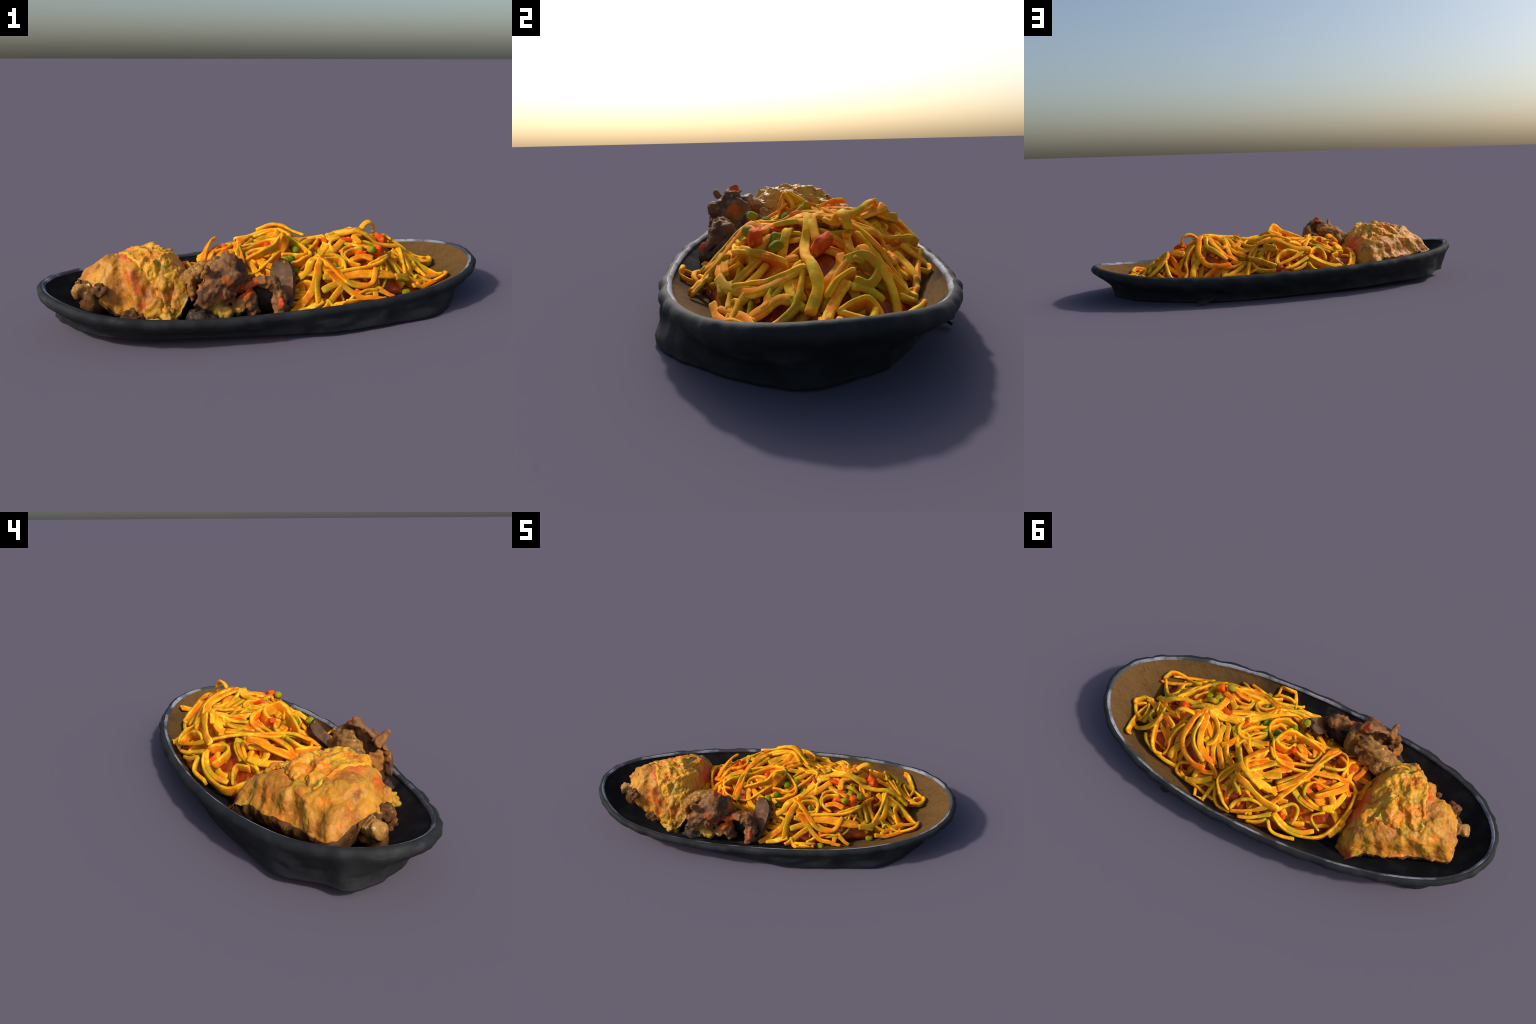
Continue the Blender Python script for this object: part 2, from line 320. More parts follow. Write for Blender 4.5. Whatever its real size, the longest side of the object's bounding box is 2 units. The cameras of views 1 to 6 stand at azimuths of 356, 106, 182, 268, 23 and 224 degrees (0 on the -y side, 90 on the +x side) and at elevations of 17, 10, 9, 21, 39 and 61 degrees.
    ("band", [(0.225, -0.286, 0.080), (0.260, -0.284, 0.071), (0.311, -0.266, 0.071), (0.333, -0.246, 0.083)]),
    ("band", [(0.287, -0.259, 0.085), (0.323, -0.219, 0.106), (0.384, -0.189, 0.123), (0.441, -0.179, 0.123)]),
    ("flat", [(0.436, -0.175, 0.122), (0.485, -0.193, 0.099), (0.510, -0.196, 0.091)]),
    ("flat", [(0.253, -0.223, 0.124), (0.307, -0.171, 0.151), (0.364, -0.170, 0.141), (0.419, -0.166, 0.136)]),
    ("flat", [(0.184, -0.232, 0.139), (0.244, -0.196, 0.153), (0.293, -0.171, 0.156)]),
    ("flat", [(0.425, -0.224, 0.079), (0.426, -0.185, 0.110), (0.445, -0.157, 0.127)]),
    ("band", [(0.682, 0.450, 0.071), (0.743, 0.356, 0.106), (0.739, 0.255, 0.131)]),
    ("band", [(0.749, 0.212, 0.117), (0.789, 0.229, 0.114), (0.819, 0.267, 0.111), (0.806, 0.291, 0.110), (0.760, 0.257, 0.125)]),
    ("flat", [(0.488, 0.292, 0.229), (0.550, 0.280, 0.236), (0.608, 0.282, 0.221)]),
    ("flat", [(0.607, 0.257, 0.223), (0.650, 0.239, 0.193), (0.697, 0.220, 0.152)]),
    ("flat", [(0.625, 0.106, 0.175), (0.672, 0.126, 0.153), (0.717, 0.157, 0.126)]),
    ("flat", [(0.710, 0.155, 0.131), (0.770, 0.120, 0.103), (0.805, 0.091, 0.092)]),
    ("flat", [(0.526, 0.013, 0.206), (0.549, -0.013, 0.180), (0.574, -0.048, 0.144)]),
    ("flat", [(0.543, 0.033, 0.194), (0.572, 0.012, 0.166), (0.594, -0.015, 0.140)]),
    ("band", [(-0.271, -0.068, 0.238), (-0.255, -0.120, 0.237), (-0.211, -0.168, 0.224), (-0.151, -0.166, 0.207), (-0.104, -0.154, 0.196), (-0.054, -0.125, 0.225), (-0.005, -0.076, 0.254), (0.039, -0.031, 0.276), (0.061, 0.011, 0.295), (0.057, 0.045, 0.304), (-0.008, 0.091, 0.278), (-0.080, 0.077, 0.265), (-0.169, 0.027, 0.261)]),
    ("flat", [(-0.112, 0.197, 0.265), (-0.148, 0.109, 0.265), (-0.170, 0.030, 0.263), (-0.163, -0.061, 0.262), (-0.155, -0.135, 0.241), (-0.161, -0.181, 0.203)]),
    ("flat", [(-0.335, -0.023, 0.203), (-0.341, 0.063, 0.211), (-0.313, 0.114, 0.220)]),
    ("flat", [(-0.355, -0.033, 0.191), (-0.277, -0.055, 0.230), (-0.234, -0.025, 0.251), (-0.166, 0.018, 0.255)]),
    ("flat", [(-0.177, 0.258, 0.235), (-0.096, 0.279, 0.245), (-0.001, 0.284, 0.291), (0.056, 0.279, 0.285), (0.100, 0.219, 0.266)]),
    ("flat", [(-0.137, 0.140, 0.263), (-0.096, 0.218, 0.263), (-0.024, 0.239, 0.285), (0.048, 0.235, 0.287), (0.100, 0.196, 0.264)]),
    ("flat", [(-0.077, 0.129, 0.259), (-0.027, 0.182, 0.265), (0.045, 0.199, 0.271), (0.091, 0.200, 0.259)]),
    ("flat", [(0.049, 0.082, 0.286), (0.099, 0.176, 0.260), (0.138, 0.342, 0.198)]),
    ("band", [(0.139, -0.001, 0.262), (0.141, -0.027, 0.251), (0.117, -0.064, 0.251), (0.065, -0.064, 0.255), (0.023, -0.069, 0.256)]),
    ("band", [(-0.014, -0.031, 0.270), (-0.010, 0.017, 0.284), (0.037, 0.035, 0.301), (0.060, 0.014, 0.292), (0.025, -0.034, 0.274), (-0.019, -0.078, 0.252)]),
    ("band", [(-0.089, -0.112, 0.231), (-0.123, -0.085, 0.246), (-0.129, -0.033, 0.249), (-0.086, -0.005, 0.258), (-0.032, -0.004, 0.271)]),
    ("flat", [(0.143, 0.351, 0.188), (0.164, 0.466, 0.100), (0.217, 0.410, 0.129)]),
    ("flat", [(0.083, -0.173, 0.195), (0.144, -0.179, 0.200), (0.184, -0.190, 0.185)]),
    ("flat", [(0.128, 0.140, 0.263), (0.186, 0.100, 0.277), (0.214, 0.176, 0.254), (0.241, 0.209, 0.245)]),
    ("flat", [(0.125, 0.018, 0.270), (0.166, 0.071, 0.276), (0.194, 0.166, 0.256)]),
    ("flat", [(0.327, 0.029, 0.272), (0.377, 0.004, 0.271), (0.438, -0.009, 0.263)]),
    ("flat", [(0.388, 0.015, 0.274), (0.381, 0.085, 0.288), (0.422, 0.116, 0.293)]),
    ("wide", [(0.412, -0.096, 0.212), (0.509, -0.020, 0.220), (0.528, 0.033, 0.215), (0.564, 0.095, 0.206)]),
    ("band", [(0.674, -0.031, 0.099), (0.634, -0.042, 0.115), (0.602, -0.038, 0.134), (0.611, -0.005, 0.142), (0.623, 0.032, 0.149)]),
    ("flat", [(0.680, -0.022, 0.099), (0.712, 0.014, 0.097), (0.751, 0.056, 0.096)]),
    ("flat", [(0.633, 0.115, 0.175), (0.665, 0.125, 0.155), (0.694, 0.144, 0.139), (0.717, 0.172, 0.125)]),
    ("flat", [(0.637, 0.131, 0.177), (0.668, 0.144, 0.159), (0.697, 0.165, 0.140)]),
    ("flat", [(0.730, 0.038, 0.098), (0.706, 0.071, 0.117), (0.687, 0.103, 0.138), (0.696, 0.135, 0.139)]),
    ("band", [(0.697, 0.215, 0.151), (0.666, 0.233, 0.181), (0.641, 0.259, 0.200), (0.629, 0.275, 0.207)]),
    ("flat", [(0.661, 0.262, 0.183), (0.689, 0.246, 0.160), (0.724, 0.234, 0.133), (0.776, 0.229, 0.115)]),
    ("band", [(0.742, 0.252, 0.130), (0.714, 0.275, 0.144), (0.691, 0.309, 0.153), (0.692, 0.329, 0.141), (0.712, 0.348, 0.121)]),
    ("flat", [(0.670, 0.272, 0.174), (0.662, 0.303, 0.171), (0.667, 0.332, 0.155), (0.668, 0.349, 0.143)]),
    ("flat", [(0.631, 0.073, 0.158), (0.664, 0.066, 0.137), (0.685, 0.074, 0.127), (0.703, 0.055, 0.113)]),
    ("flat", [(-0.325, -0.050, 0.225), (-0.315, 0.010, 0.250), (-0.292, 0.075, 0.278), (-0.269, 0.117, 0.282)]),
    ("flat", [(-0.070, 0.250, 0.285), (0.000, 0.250, 0.310), (0.060, 0.240, 0.308), (0.110, 0.210, 0.285), (0.160, 0.170, 0.275)]),
    ("band", [(0.060, 0.085, 0.275), (0.055, 0.040, 0.300), (0.045, 0.000, 0.325), (0.030, -0.030, 0.337), (0.008, -0.055, 0.322), (-0.015, -0.070, 0.300), (-0.055, -0.085, 0.285), (-0.090, -0.095, 0.268), (-0.125, -0.100, 0.250), (-0.150, -0.100, 0.225)]),
    ("band", [(0.060, 0.000, 0.285), (0.045, -0.020, 0.320), (0.028, -0.045, 0.333), (0.010, -0.050, 0.300), (0.000, -0.040, 0.270)]),
    ("flat", [(0.430, 0.185, 0.280), (0.445, 0.197, 0.308), (0.472, 0.215, 0.322), (0.500, 0.232, 0.312), (0.512, 0.242, 0.285), (0.500, 0.232, 0.262)]),
]

def simple_material(name, base, dark, light, scale=20, rough=0.7, bump=0.3, spec=0.08, extra=None):
    m = Nodes(name)
    c = m.mix(m.span(m.noise(scale, 4, 0.6), 0.38, 0.66), base, dark)
    c = m.mix(m.span(m.noise(scale * 2.1, 3, 0.6, offset=(5, 2, 8)), 0.54, 0.74), c, light)
    if extra is not None:
        c = m.mix(m.span(m.noise(scale * 0.8, 3, 0.6, offset=(1, 7, 3)), 0.56, 0.68), c, extra)
    return m.finish(c, rough, m.noise(scale * 5, 4, 0.6), bump, 0.004, spec=spec)


def dish_materials():
    # blackened outside, with faint grey scuffs
    m = Nodes("black_iron")
    c = m.mix(m.span(m.noise(9, 4, 0.6), 0.4, 0.7), srgb(33, 34, 35), srgb(44, 46, 47))
    c = m.mix(m.math("MULTIPLY", m.span(m.noise(5, 4, 0.7, stretch=(1, 1, 4), offset=(4, 4, 4)), 0.58, 0.75), 0.5), c, srgb(64, 66, 70))
    outside = m.finish(c, 0.7, m.noise(45, 4, 0.6), 0.25, 0.006, spec=0.2)
    # rim: highlight along the crest painted as mottled pale grey
    m = Nodes("rim_painted_highlight")
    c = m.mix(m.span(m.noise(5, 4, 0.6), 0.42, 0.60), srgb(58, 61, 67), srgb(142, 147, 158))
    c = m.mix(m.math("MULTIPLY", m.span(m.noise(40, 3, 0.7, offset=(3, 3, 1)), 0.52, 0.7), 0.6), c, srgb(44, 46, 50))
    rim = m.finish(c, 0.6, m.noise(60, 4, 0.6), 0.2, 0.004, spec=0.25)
    # inside: black at the meat end, streaked brown at the noodle end
    m = Nodes("dish_inside")
    black = m.mix(m.span(m.noise(12, 4, 0.6), 0.45, 0.7), srgb(20, 20, 22), srgb(32, 32, 35))
    brown = m.mix(m.noise(5, 5, 0.7, stretch=(1.0, 6.0, 1.0)), srgb(118, 87, 48), srgb(84, 61, 34))
    brown = m.mix(m.math("MULTIPLY", m.span(m.noise(34, 5, 0.7, stretch=(1.0, 5.0, 1.0), offset=(2, 0, 6)), 0.46, 0.7), 0.65), brown, srgb(58, 43, 29))
    x = m.axis(0)
    y = m.axis(1)
    edge = m.math("ADD", m.math("SUBTRACT", x, m.math("MULTIPLY", y, 1.05)), m.math("MULTIPLY", m.math("SUBTRACT", m.noise(6, 3, 0.6, offset=(9, 1, 1)), 0.5), 0.5))
    far = m.span(m.math("ADD", m.math("ADD", x, m.math("MULTIPLY", y, 0.85)), m.math("MULTIPLY", m.math("SUBTRACT", m.noise(7, 3, 0.6, offset=(1, 8, 2)), 0.5), 0.5)), -0.12, 0.35)
    c = m.mix(far, black, brown)
    blotch = m.math("MULTIPLY", m.span(m.noise(6, 3, 0.6, offset=(6, 6, 0)), 0.48, 0.6), m.math("MULTIPLY", m.span(x, -0.55, -0.15), m.math("SUBTRACT", 1.0, m.span(x, 0.35, 0.75))))
    c = m.mix(m.math("MULTIPLY", blotch, 0.8), c, srgb(58, 52, 46))
    inside = m.finish(c, 0.9, m.noise(30, 4, 0.6, stretch=(1, 4, 1)), 0.15, 0.004, spec=0.06)
    return outside, rim, inside


# -------------------------------------------------------------- serving dish
def rim_curve(th):
    """Crest of the rim: a warped ellipse whose ends rise and whose plane tips slightly."""
    c, s = np.cos, np.sin
    r = 1 + 0.0364 * c(2 * th) - 0.0571 * s(2 * th) - 0.0086 * c(3 * th) - 0.0177 * c(4 * th) + 0.0016 * s(4 * th) + 0.0021 * s(5 * th)
    x, y, yaw = 0.9767 * c(th) * r, 0.4413 * s(th) * r, 0.3348
    z = 0.1503 - 0.0092 * c(th) + 0.014 * s(th) + 0.025 * c(2 * th) - 0.0075 * s(2 * th) + 0.0025 * s(3 * th) + 0.0058 * c(4 * th) - 0.0017 * s(4 * th)
    x = x * np.where(x < 0, 1.012, 1.0)
    t = np.mod(th, 2 * np.pi) - np.pi
    far = 0.014 * np.exp(-((t + 0.66) / 0.22) ** 2) + 0.012 * np.exp(-((t - 0.55) / 0.22) ** 2)
    x, y = x * (1 + far), y * (1 + far)
    return np.stack([0.0129 + x * c(yaw) - y * s(yaw), 0.0014 + x * s(yaw) + y * c(yaw), z], -1)


def base_height(x, y):
    return np.maximum(0.012 - 0.021 * x - 0.022 * y, 0.001)


def floor_height(x, y):
    return 0.028 - 0.018 * x - 0.014 * y


RIM_TABLE = rim_curve(np.linspace(-np.pi, np.pi, 721))
RIM_BEARING = np.unwrap(np.arctan2(RIM_TABLE[:, 1], RIM_TABLE[:, 0] - 0.01))


def inner_height(x, y):
    """How far out a point lies (1 at the rim) and the height of the dish surface below it."""
    a = np.mod(np.arctan2(y, x - 0.01) - RIM_BEARING[0], 2 * np.pi) + RIM_BEARING[0]
    R = np.interp(a, RIM_BEARING, np.hypot(RIM_TABLE[:, 0] - 0.01, RIM_TABLE[:, 1]))
    top = np.interp(a, RIM_BEARING, RIM_TABLE[:, 2]) - 0.008
    s = np.hypot(x - 0.01, y) / R
    e = slope_power(np.interp(a, RIM_BEARING, np.linspace(-np.pi, np.pi, 721)))
    return s, floor_height(x, y) + (top - floor_height(x, y)) * np.minimum(s / 0.975, 1) ** e


def slope_power(th):
    """The inside rises gently along the sides and more abruptly at the ends."""
    return 3.6 + 2.2 * np.cos(th) ** 4 + 0.8 * (np.cos(th) < 0) * np.cos(th) ** 4


def keep_inside(V, margin=0.004, most=0.93):
    """Pull points in from the dish wall and lift them clear of its surface."""
    s, _ = inner_height(V[:, 0], V[:, 1])
    k = np.minimum(1, most / np.maximum(s, 1e-6))
    V[:, 0] = 0.01 + (V[:, 0] - 0.01) * k
    V[:, 1] = V[:, 1] * k
    _, z = inner_height(V[:, 0], V[:, 1])
    V[:, 2] = np.maximum(V[:, 2], z + margin)
    return V


FOOT = [(0.89, 0.125), (0.90, 0.185), (0.875, 0.245), (0.805, 0.305), (0.724, 0.368), (0.63, 0.398), (0.49, 0.422), (0.32, 0.436),
        (0.10, 0.396), (-0.19, 0.314), (-0.44, 0.232), (-0.69, 0.115), (-0.80, 0.062), (-0.86, 0.0), (-0.902, -0.09), (-0.946, -0.152),
        (-0.925, -0.23), (-0.82, -0.355), (-0.63, -0.452), (-0.386, -0.447), (-0.07, -0.425), (0.21, -0.392), (0.40, -0.33),
        (0.65, -0.235), (0.775, -0.135), (0.83, -0.03), (0.87, 0.05)]


def build_dish():
    outside, rim_mat, inside = dish_materials()
    root = make_empty("serving_dish", "long oval black cast serving dish, brown inside, pale highlight painted on rim", "serving dish")
    n = 288
    th = np.linspace(0, 2 * np.pi, n, endpoint=False)
    C = rim_curve(th)
    out = np.stack([np.gradient(C[:, 1]), -np.gradient(C[:, 0])], -1)
    tang = np.roll(C, -1, 0) - np.roll(C, 1, 0)
    out = np.stack([tang[:, 1], -tang[:, 0]], -1)
    out /= np.linalg.norm(out, axis=1, keepdims=True)
    mid = np.array([0.01, 0.0])

    # the foot, resampled at the same bearings as the rim
    foot = catmull(FOOT, 720, True)
    ang_f = np.arctan2(foot[:, 1], foot[:, 0] * 0.5)
    ang_c = np.arctan2(C[:, 1], C[:, 0] * 0.5)
    order = np.argsort(ang_f)
    af, fx, fy = ang_f[order], foot[order, 0], foot[order, 1]
    bx = np.interp(ang_c, np.r_[af - 2 * np.pi, af, af + 2 * np.pi], np.tile(fx, 3))
    by = np.interp(ang_c, np.r_[af - 2 * np.pi, af, af + 2 * np.pi], np.tile(fy, 3))
    wob = np.array([fbm((x, y, 0), 9, 2.0) for x, y in zip(bx, by)])
    chip = np.array([fbm((x, y, 0), 28, 5.0) for x, y in zip(bx, by)])
    bx, by = bx * (1 + 0.012 * wob), by * (1 + 0.02 * wob)
    bz = base_height(bx, by) + 0.004 * np.maximum(wob, 0) + 0.003 * np.maximum(chip, 0)
    B = np.stack([bx, by, bz], 1)

    rings, group = [], []

    def add(ring, g):
        rings.append(ring)
        group.append(g)

    # inside, from the centre of the floor up to the rim
    for s in (0.04, 0.2, 0.36, 0.5, 0.6, 0.68, 0.75, 0.81, 0.86, 0.90, 0.935, 0.96):
        xy = mid + (C[:, :2] - mid) * s
        zf = floor_height(xy[:, 0], xy[:, 1])
        top = C[:, 2] - 0.008
        g = (s / 0.975) ** slope_power(th)
        z = zf + (top - zf) * g
        z = z + np.array([0.003 * fbm((p[0], p[1], 0), 7, 1.0) for p in xy])
        add(np.c_[xy, z], 0)
    scar = np.array([fbm(p, 16, 9.0) for p in C])
    nick = np.array([fbm(p, 45, 3.0) for p in C])

    def lip(off, dz, rough):
        return np.c_[C[:, :2] + out * (off + rough * 0.0065 * scar + rough * 0.0012 * nick)[:, None], C[:, 2] + dz + rough * 0.0045 * scar]
    one = np.ones(n)
    add(lip(-0.017 * one, -0.006, 0.2), 0)
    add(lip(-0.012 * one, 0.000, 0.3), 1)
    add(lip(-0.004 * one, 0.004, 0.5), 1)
    add(lip(0.007 * one, 0.002, 0.7), 2)
    add(lip(0.013 * one, -0.003, 1.0), 2)
    add(lip(0.018 * one, -0.012, 1.2), 2)
    add(lip(0.018 * one, -0.024, 1.3), 2)
    L = lip(0.012 * one, -0.036, 1.0)
    # wall: runs in under the lip, then drops to the foot
    for k, (a, h) in enumerate(((0.0, 0.0), (0.14, 0.1), (0.28, 0.2), (0.42, 0.3), (0.55, 0.4), (0.67, 0.49), (0.78, 0.58), (0.86, 0.68), (0.92, 0.78), (0.97, 0.87), (1.0, 0.95), (0.99, 1.0))):
        xy = L[:, :2] + (B[:, :2] - L[:, :2]) * a
        z = L[:, 2] + (B[:, 2] - L[:, 2]) * h
        lump = np.array([fbm((p[0], p[1], q), 6, 4.0) for p, q in zip(xy, z)])
        facet = np.array([fbm((p[0], p[1], q), 17, 6.0) for p, q in zip(xy, z)])
        plate = np.array([noise.voronoi(Vector((p[0] * 9, p[1] * 9, q * 14)))[0][0] for p, q in zip(xy, z)])
        w = math.sin(math.pi * (0.15 + 0.85 * h)) if h < 1 else 0.0
        add(np.c_[xy + out * (0.010 * lump + 0.005 * facet + 0.026 * (plate - 0.58))[:, None] * w, z], 2)
    for s, up in ((0.97, 0.000), (0.9, 0.002), (0.7, 0.003), (0.4, 0.004), (0.05, 0.004)):
        add(np.c_[B[:, :2] * s, B[:, 2] + up], 2)

    V, F = rings_mesh(rings)
    N = vertex_normals(V, F)
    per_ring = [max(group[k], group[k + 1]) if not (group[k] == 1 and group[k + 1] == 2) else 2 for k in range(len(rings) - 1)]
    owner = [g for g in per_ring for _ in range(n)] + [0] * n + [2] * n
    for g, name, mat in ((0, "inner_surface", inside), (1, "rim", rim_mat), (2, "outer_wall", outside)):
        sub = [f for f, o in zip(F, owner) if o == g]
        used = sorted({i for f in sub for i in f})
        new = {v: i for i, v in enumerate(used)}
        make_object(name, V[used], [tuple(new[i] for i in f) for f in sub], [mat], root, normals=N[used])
    # a broken flake of crust at the foot of the dish
    a = [(0.30, 0.447, 0.030), (0.352, 0.452, 0.026), (0.395, 0.502, 0.009), (0.366, 0.506, 0.006), (0.33, 0.47, 0.014)]
    top = [(x, y, z + 0.010) for x, y, z in a]
    make_object("crust_flake", a + top, [(4, 3, 2, 1, 0), (5, 6, 7, 8, 9)] + [(i, (i + 1) % 5, 5 + (i + 1) % 5, 5 + i) for i in range(5)], [outside], root, smooth=False)
    return root


# ------------------------------------------------------------- pasta heap
heap = thin_plate(HEAP)


def heap_normal(x, y):
    e = 0.012
    gx = (heap(x + e, y) - heap(x - e, y)) / (2 * e)
    gy = (heap(x, y + e) - heap(x, y - e)) / (2 * e)
    v = np.stack([-gx, -gy, np.ones_like(gx)], -1)
    return v / np.linalg.norm(v, axis=-1, keepdims=True)


# hollows between the coils: (x, y, radius, depth)
HOLLOWS = [(-0.005, -0.01, 0.05, 0.07), (-0.045, 0.275, 0.055, 0.06), (-0.33, 0.025, 0.05, 0.06), (-0.225, 0.215, 0.04, 0.05), (-0.27, 0.165, 0.035, 0.05), (-0.36, 0.15, 0.04, 0.04),
           (-0.21, -0.115, 0.05, 0.06), (0.06, -0.16, 0.05, 0.07), (-0.145, -0.135, 0.045, 0.05), (0.205, 0.085, 0.03, 0.04), (0.25, 0.20, 0.04, 0.05), (0.54, 0.31, 0.05, 0.06),
           (0.35, 0.37, 0.04, 0.04), (0.51, 0.365, 0.04, 0.04), (0.555, 0.01, 0.045, 0.05), (0.30, -0.19, 0.05, 0.03), (-0.11, 0.02, 0.04, 0.04), (0.08, 0.17, 0.05, 0.05)]


def hollow(x, y):
    return sum(d * np.exp(-((x - a) ** 2 + (y - c) ** 2) / r ** 2) for a, c, r, d in HOLLOWS)


strand_count = [0]


def strand(points, width, thick, standing, parent, wave=0.0, step=0.008):
    """One noodle: a rounded flat ribbon swept along a spine. A standing one has its
    flat side upright, so only its narrow edge shows from above."""
    k = strand_count[0]
    strand_count[0] += 1
    P = np.asarray(points, float)
    length = np.linalg.norm(np.diff(P, axis=0), axis=1).sum()
    m = max(8, int(length / step))
    S = catmull(P, m)
    if wave:
        S = S + np.array([[fbm(p, 9, k * 1.7), fbm(p, 9, k * 2.3 + 40), fbm(p, 9, k * 3.1 + 80)] for p in S]) * wave
    T = np.gradient(S, axis=0)
    T /= np.linalg.norm(T, axis=1, keepdims=True)
    up = heap_normal(S[:, 0], S[:, 1])
    if standing:
        up = up * 0.45 + np.array([0, 0, 0.55])
    up = up - T * (up * T).sum(1, keepdims=True)
    up /= np.linalg.norm(up, axis=1, keepdims=True)
    for _ in range(3):
        up[1:-1] = (up[:-2] + up[1:-1] + up[2:]) / 3
        up = up - T * (up * T).sum(1, keepdims=True)
        up /= np.linalg.norm(up, axis=1, keepdims=True)
    side = np.cross(T, up)
    roll = np.array([0.55 * fbm(p, 5, k * 0.9 + 11) + 0.25 * math.sin(k * 2.4) for p in S]) * (0.5 if standing else 1.0)
    c, s = np.cos(roll)[:, None], np.sin(roll)[:, None]
    side, up = side * c + up * s, up * c - side * s
    wide, thin = (up, side) if standing else (side, up)
    # strands that reach the wall of the dish are narrow, curled ends
    reach, _ = inner_height(S[:, 0], S[:, 1])
    narrow = np.clip((0.98 - reach) / 0.22, 0.62, 1.0)[:, None]
    centre = S - up * (width * 0.42 * narrow if standing else thick * 0.3)
    swell = np.array([1 + 0.22 * fbm(p, 14, k * 1.1 + 5) for p in S])
    swell[0] *= 0.82
    swell[-1] *= 0.82
    # rounded ribbon cross-section: (across, through), and whether the face is a narrow edge
    prof = [(-1.0, -0.45), (-0.72, -1.0), (0.0, -0.86), (0.72, -1.0), (1.0, -0.45), (1.0, 0.45), (0.72, 1.0), (0.0, 0.86), (-0.72, 1.0), (-1.0, 0.45)]
    edge = [1, 0, 0, 1, 1, 1, 0, 0, 1, 1]
    rings = np.stack([centre + wide * (a * width / 2 * swell)[:, None] * narrow + thin * (b * thick / 2 * swell)[:, None] for a, b in prof], 1)
    V, F = rings_mesh(list(rings))
    n = len(prof)
    slots = [0 if edge[i] else 1 for _ in range(m - 1) for i in range(n)] + [0] * (2 * n)
    if not standing:
        flip = (k * 7) % 3
        slots = [(0 if (e == 0 or flip == 1) else 1) for e in slots]
    body = V[:m * n].reshape(m, n, 3)
    shifted = keep_inside(V[:m * n].copy()).reshape(m, n, 3)
    body[:, :, 2] += np.maximum(0, (shifted[:, :, 2] - body[:, :, 2]).max(1))[:, None]
    push = shifted[:, :, :2] - body[:, :, :2]
    far = np.abs(push).sum(2).argmax(1)
    body[:, :, :2] += push[np.arange(m), far][:, None, :]
    V = np.vstack([body.reshape(-1, 3), body[0].mean(0)[None], body[-1].mean(0)[None]])
    return make_object("strand", V, F, [yellow_noodle, orange_noodle], parent, slots=slots)


def inside_footprint(x, y, grow=1.0):
    n, hit = len(FOOTPRINT), False
    cx, cy = 0.24, 0.07
    q = [(cx + (a - cx) * grow, cy + (b - cy) * grow) for a, b in FOOTPRINT]
    for i in range(n):
        (x0, y0), (x1, y1) = q[i], q[i - 1]
        if (y0 > y) != (y1 > y) and x < (x1 - x0) * (y - y0) / (y1 - y0) + x0:
            hit = not hit
    return hit


FOOTPRINT = [(0.80, 0.10), (0.77, 0.25), (0.68, 0.37), (0.52, 0.42), (0.28, 0.42), (0.06, 0.41), (-0.15, 0.35), (-0.33, 0.215), (-0.47, 0.09), (-0.46, 0.0),
             (-0.42, -0.14), (-0.34, -0.23), (-0.16, -0.27), (0.0, -0.30), (0.14, -0.31), (0.32, -0.245), (0.52, -0.14), (0.66, -0.06), (0.77, 0.0)]


def build_sauce(parent):
    m = Nodes("tomato_sauce")
    c = m.mix(m.span(m.noise(9, 3, 0.6), 0.4, 0.65), srgb(196, 84, 20), srgb(140, 46, 16))  # browned to carry the shadow seen in pits between strands
    c = m.mix(m.span(m.noise(24, 3, 0.6, offset=(3, 2, 1)), 0.52, 0.72), c, srgb(222, 124, 28))
    mat = m.finish(c, 0.35, m.noise(50, 3, 0.6), 0.4, 0.005, spec=0.2)
    n = 160
    O = catmull(FOOTPRINT, n, True)
    mid = O.mean(0)
    rings = []
    for s in np.linspace(0.03, 0.95, 40):
        xy = mid + (O - mid) * s
        gap = np.clip((-0.02 - xy[:, 0] - 0.9 * xy[:, 1]) / 0.3, 0, 1)      # scraps and sauce between noodles and meat
        z = heap(xy[:, 0], xy[:, 1]) - 0.050 + 0.030 * gap - 0.015 * s ** 6 - 0.8 * hollow(xy[:, 0], xy[:, 1])
        z += np.array([0.016 * fbm((p[0], p[1], 0), 14, 3.0) for p in xy])
        rings.append(np.c_[xy, np.maximum(z, floor_height(xy[:, 0], xy[:, 1]) + 0.006)])
    for s in (0.93, 0.5, 0.03):
        xy = mid + (O - mid) * s
        rings.append(np.c_[xy, floor_height(xy[:, 0], xy[:, 1]) + 0.001])
    V, F = rings_mesh(rings)
    V[:40 * n] = keep_inside(V[:40 * n], 0.002, 0.88)
    V[40 * n:] = keep_inside(V[40 * n:], 0.001, 0.84)
    ob = make_object("sauce", V, F, [mat], parent)
    ob["kind"] = "stuff"


def build_pasta():
    root = make_empty("noodle_heap", "heap of orange yellow flat noodles in sauce with peas and carrot", "noodles")
    build_sauce(root)
    for kind, pts in STRANDS:
        standing = kind != "flat"
        w = 0.070 if kind == "wide" else 0.036 + 0.016 * rng.random() if standing else 0.020 + 0.012 * rng.random()
        strand(pts, w, 0.0125 + 0.004 * rng.random(), standing, root)
    # the tangle underneath: short curling strands that follow the heap a little deeper
    made = 0
    while made < 158:
        x, y = rng.uniform(-0.48, 0.85), rng.uniform(-0.34, 0.43)
        if not inside_footprint(x, y, 0.93):
            continue
        a, bend = rng.uniform(0, 2 * math.pi), rng.normal(0, 7.0)
        depth = rng.uniform(0.016, 0.05)
        pts = []
        for i in range(int(rng.integers(5, 10))):
            if not inside_footprint(x, y, 0.97):
                break
            pts.append((x, y, float(heap(x, y)) - depth - 0.7 * float(hollow(x, y)) + 0.008 * math.sin(i * 1.3 + made)))
            x, y, a = x + 0.035 * math.cos(a), y + 0.035 * math.sin(a), a + bend * 0.035
        if len(pts) < 4:
            continue
        made += 1
        standing = rng.random() < 0.4
        strand(pts, 0.036 if standing else 0.026, 0.013, standing, root)
    build_vegetables(root)
    return root


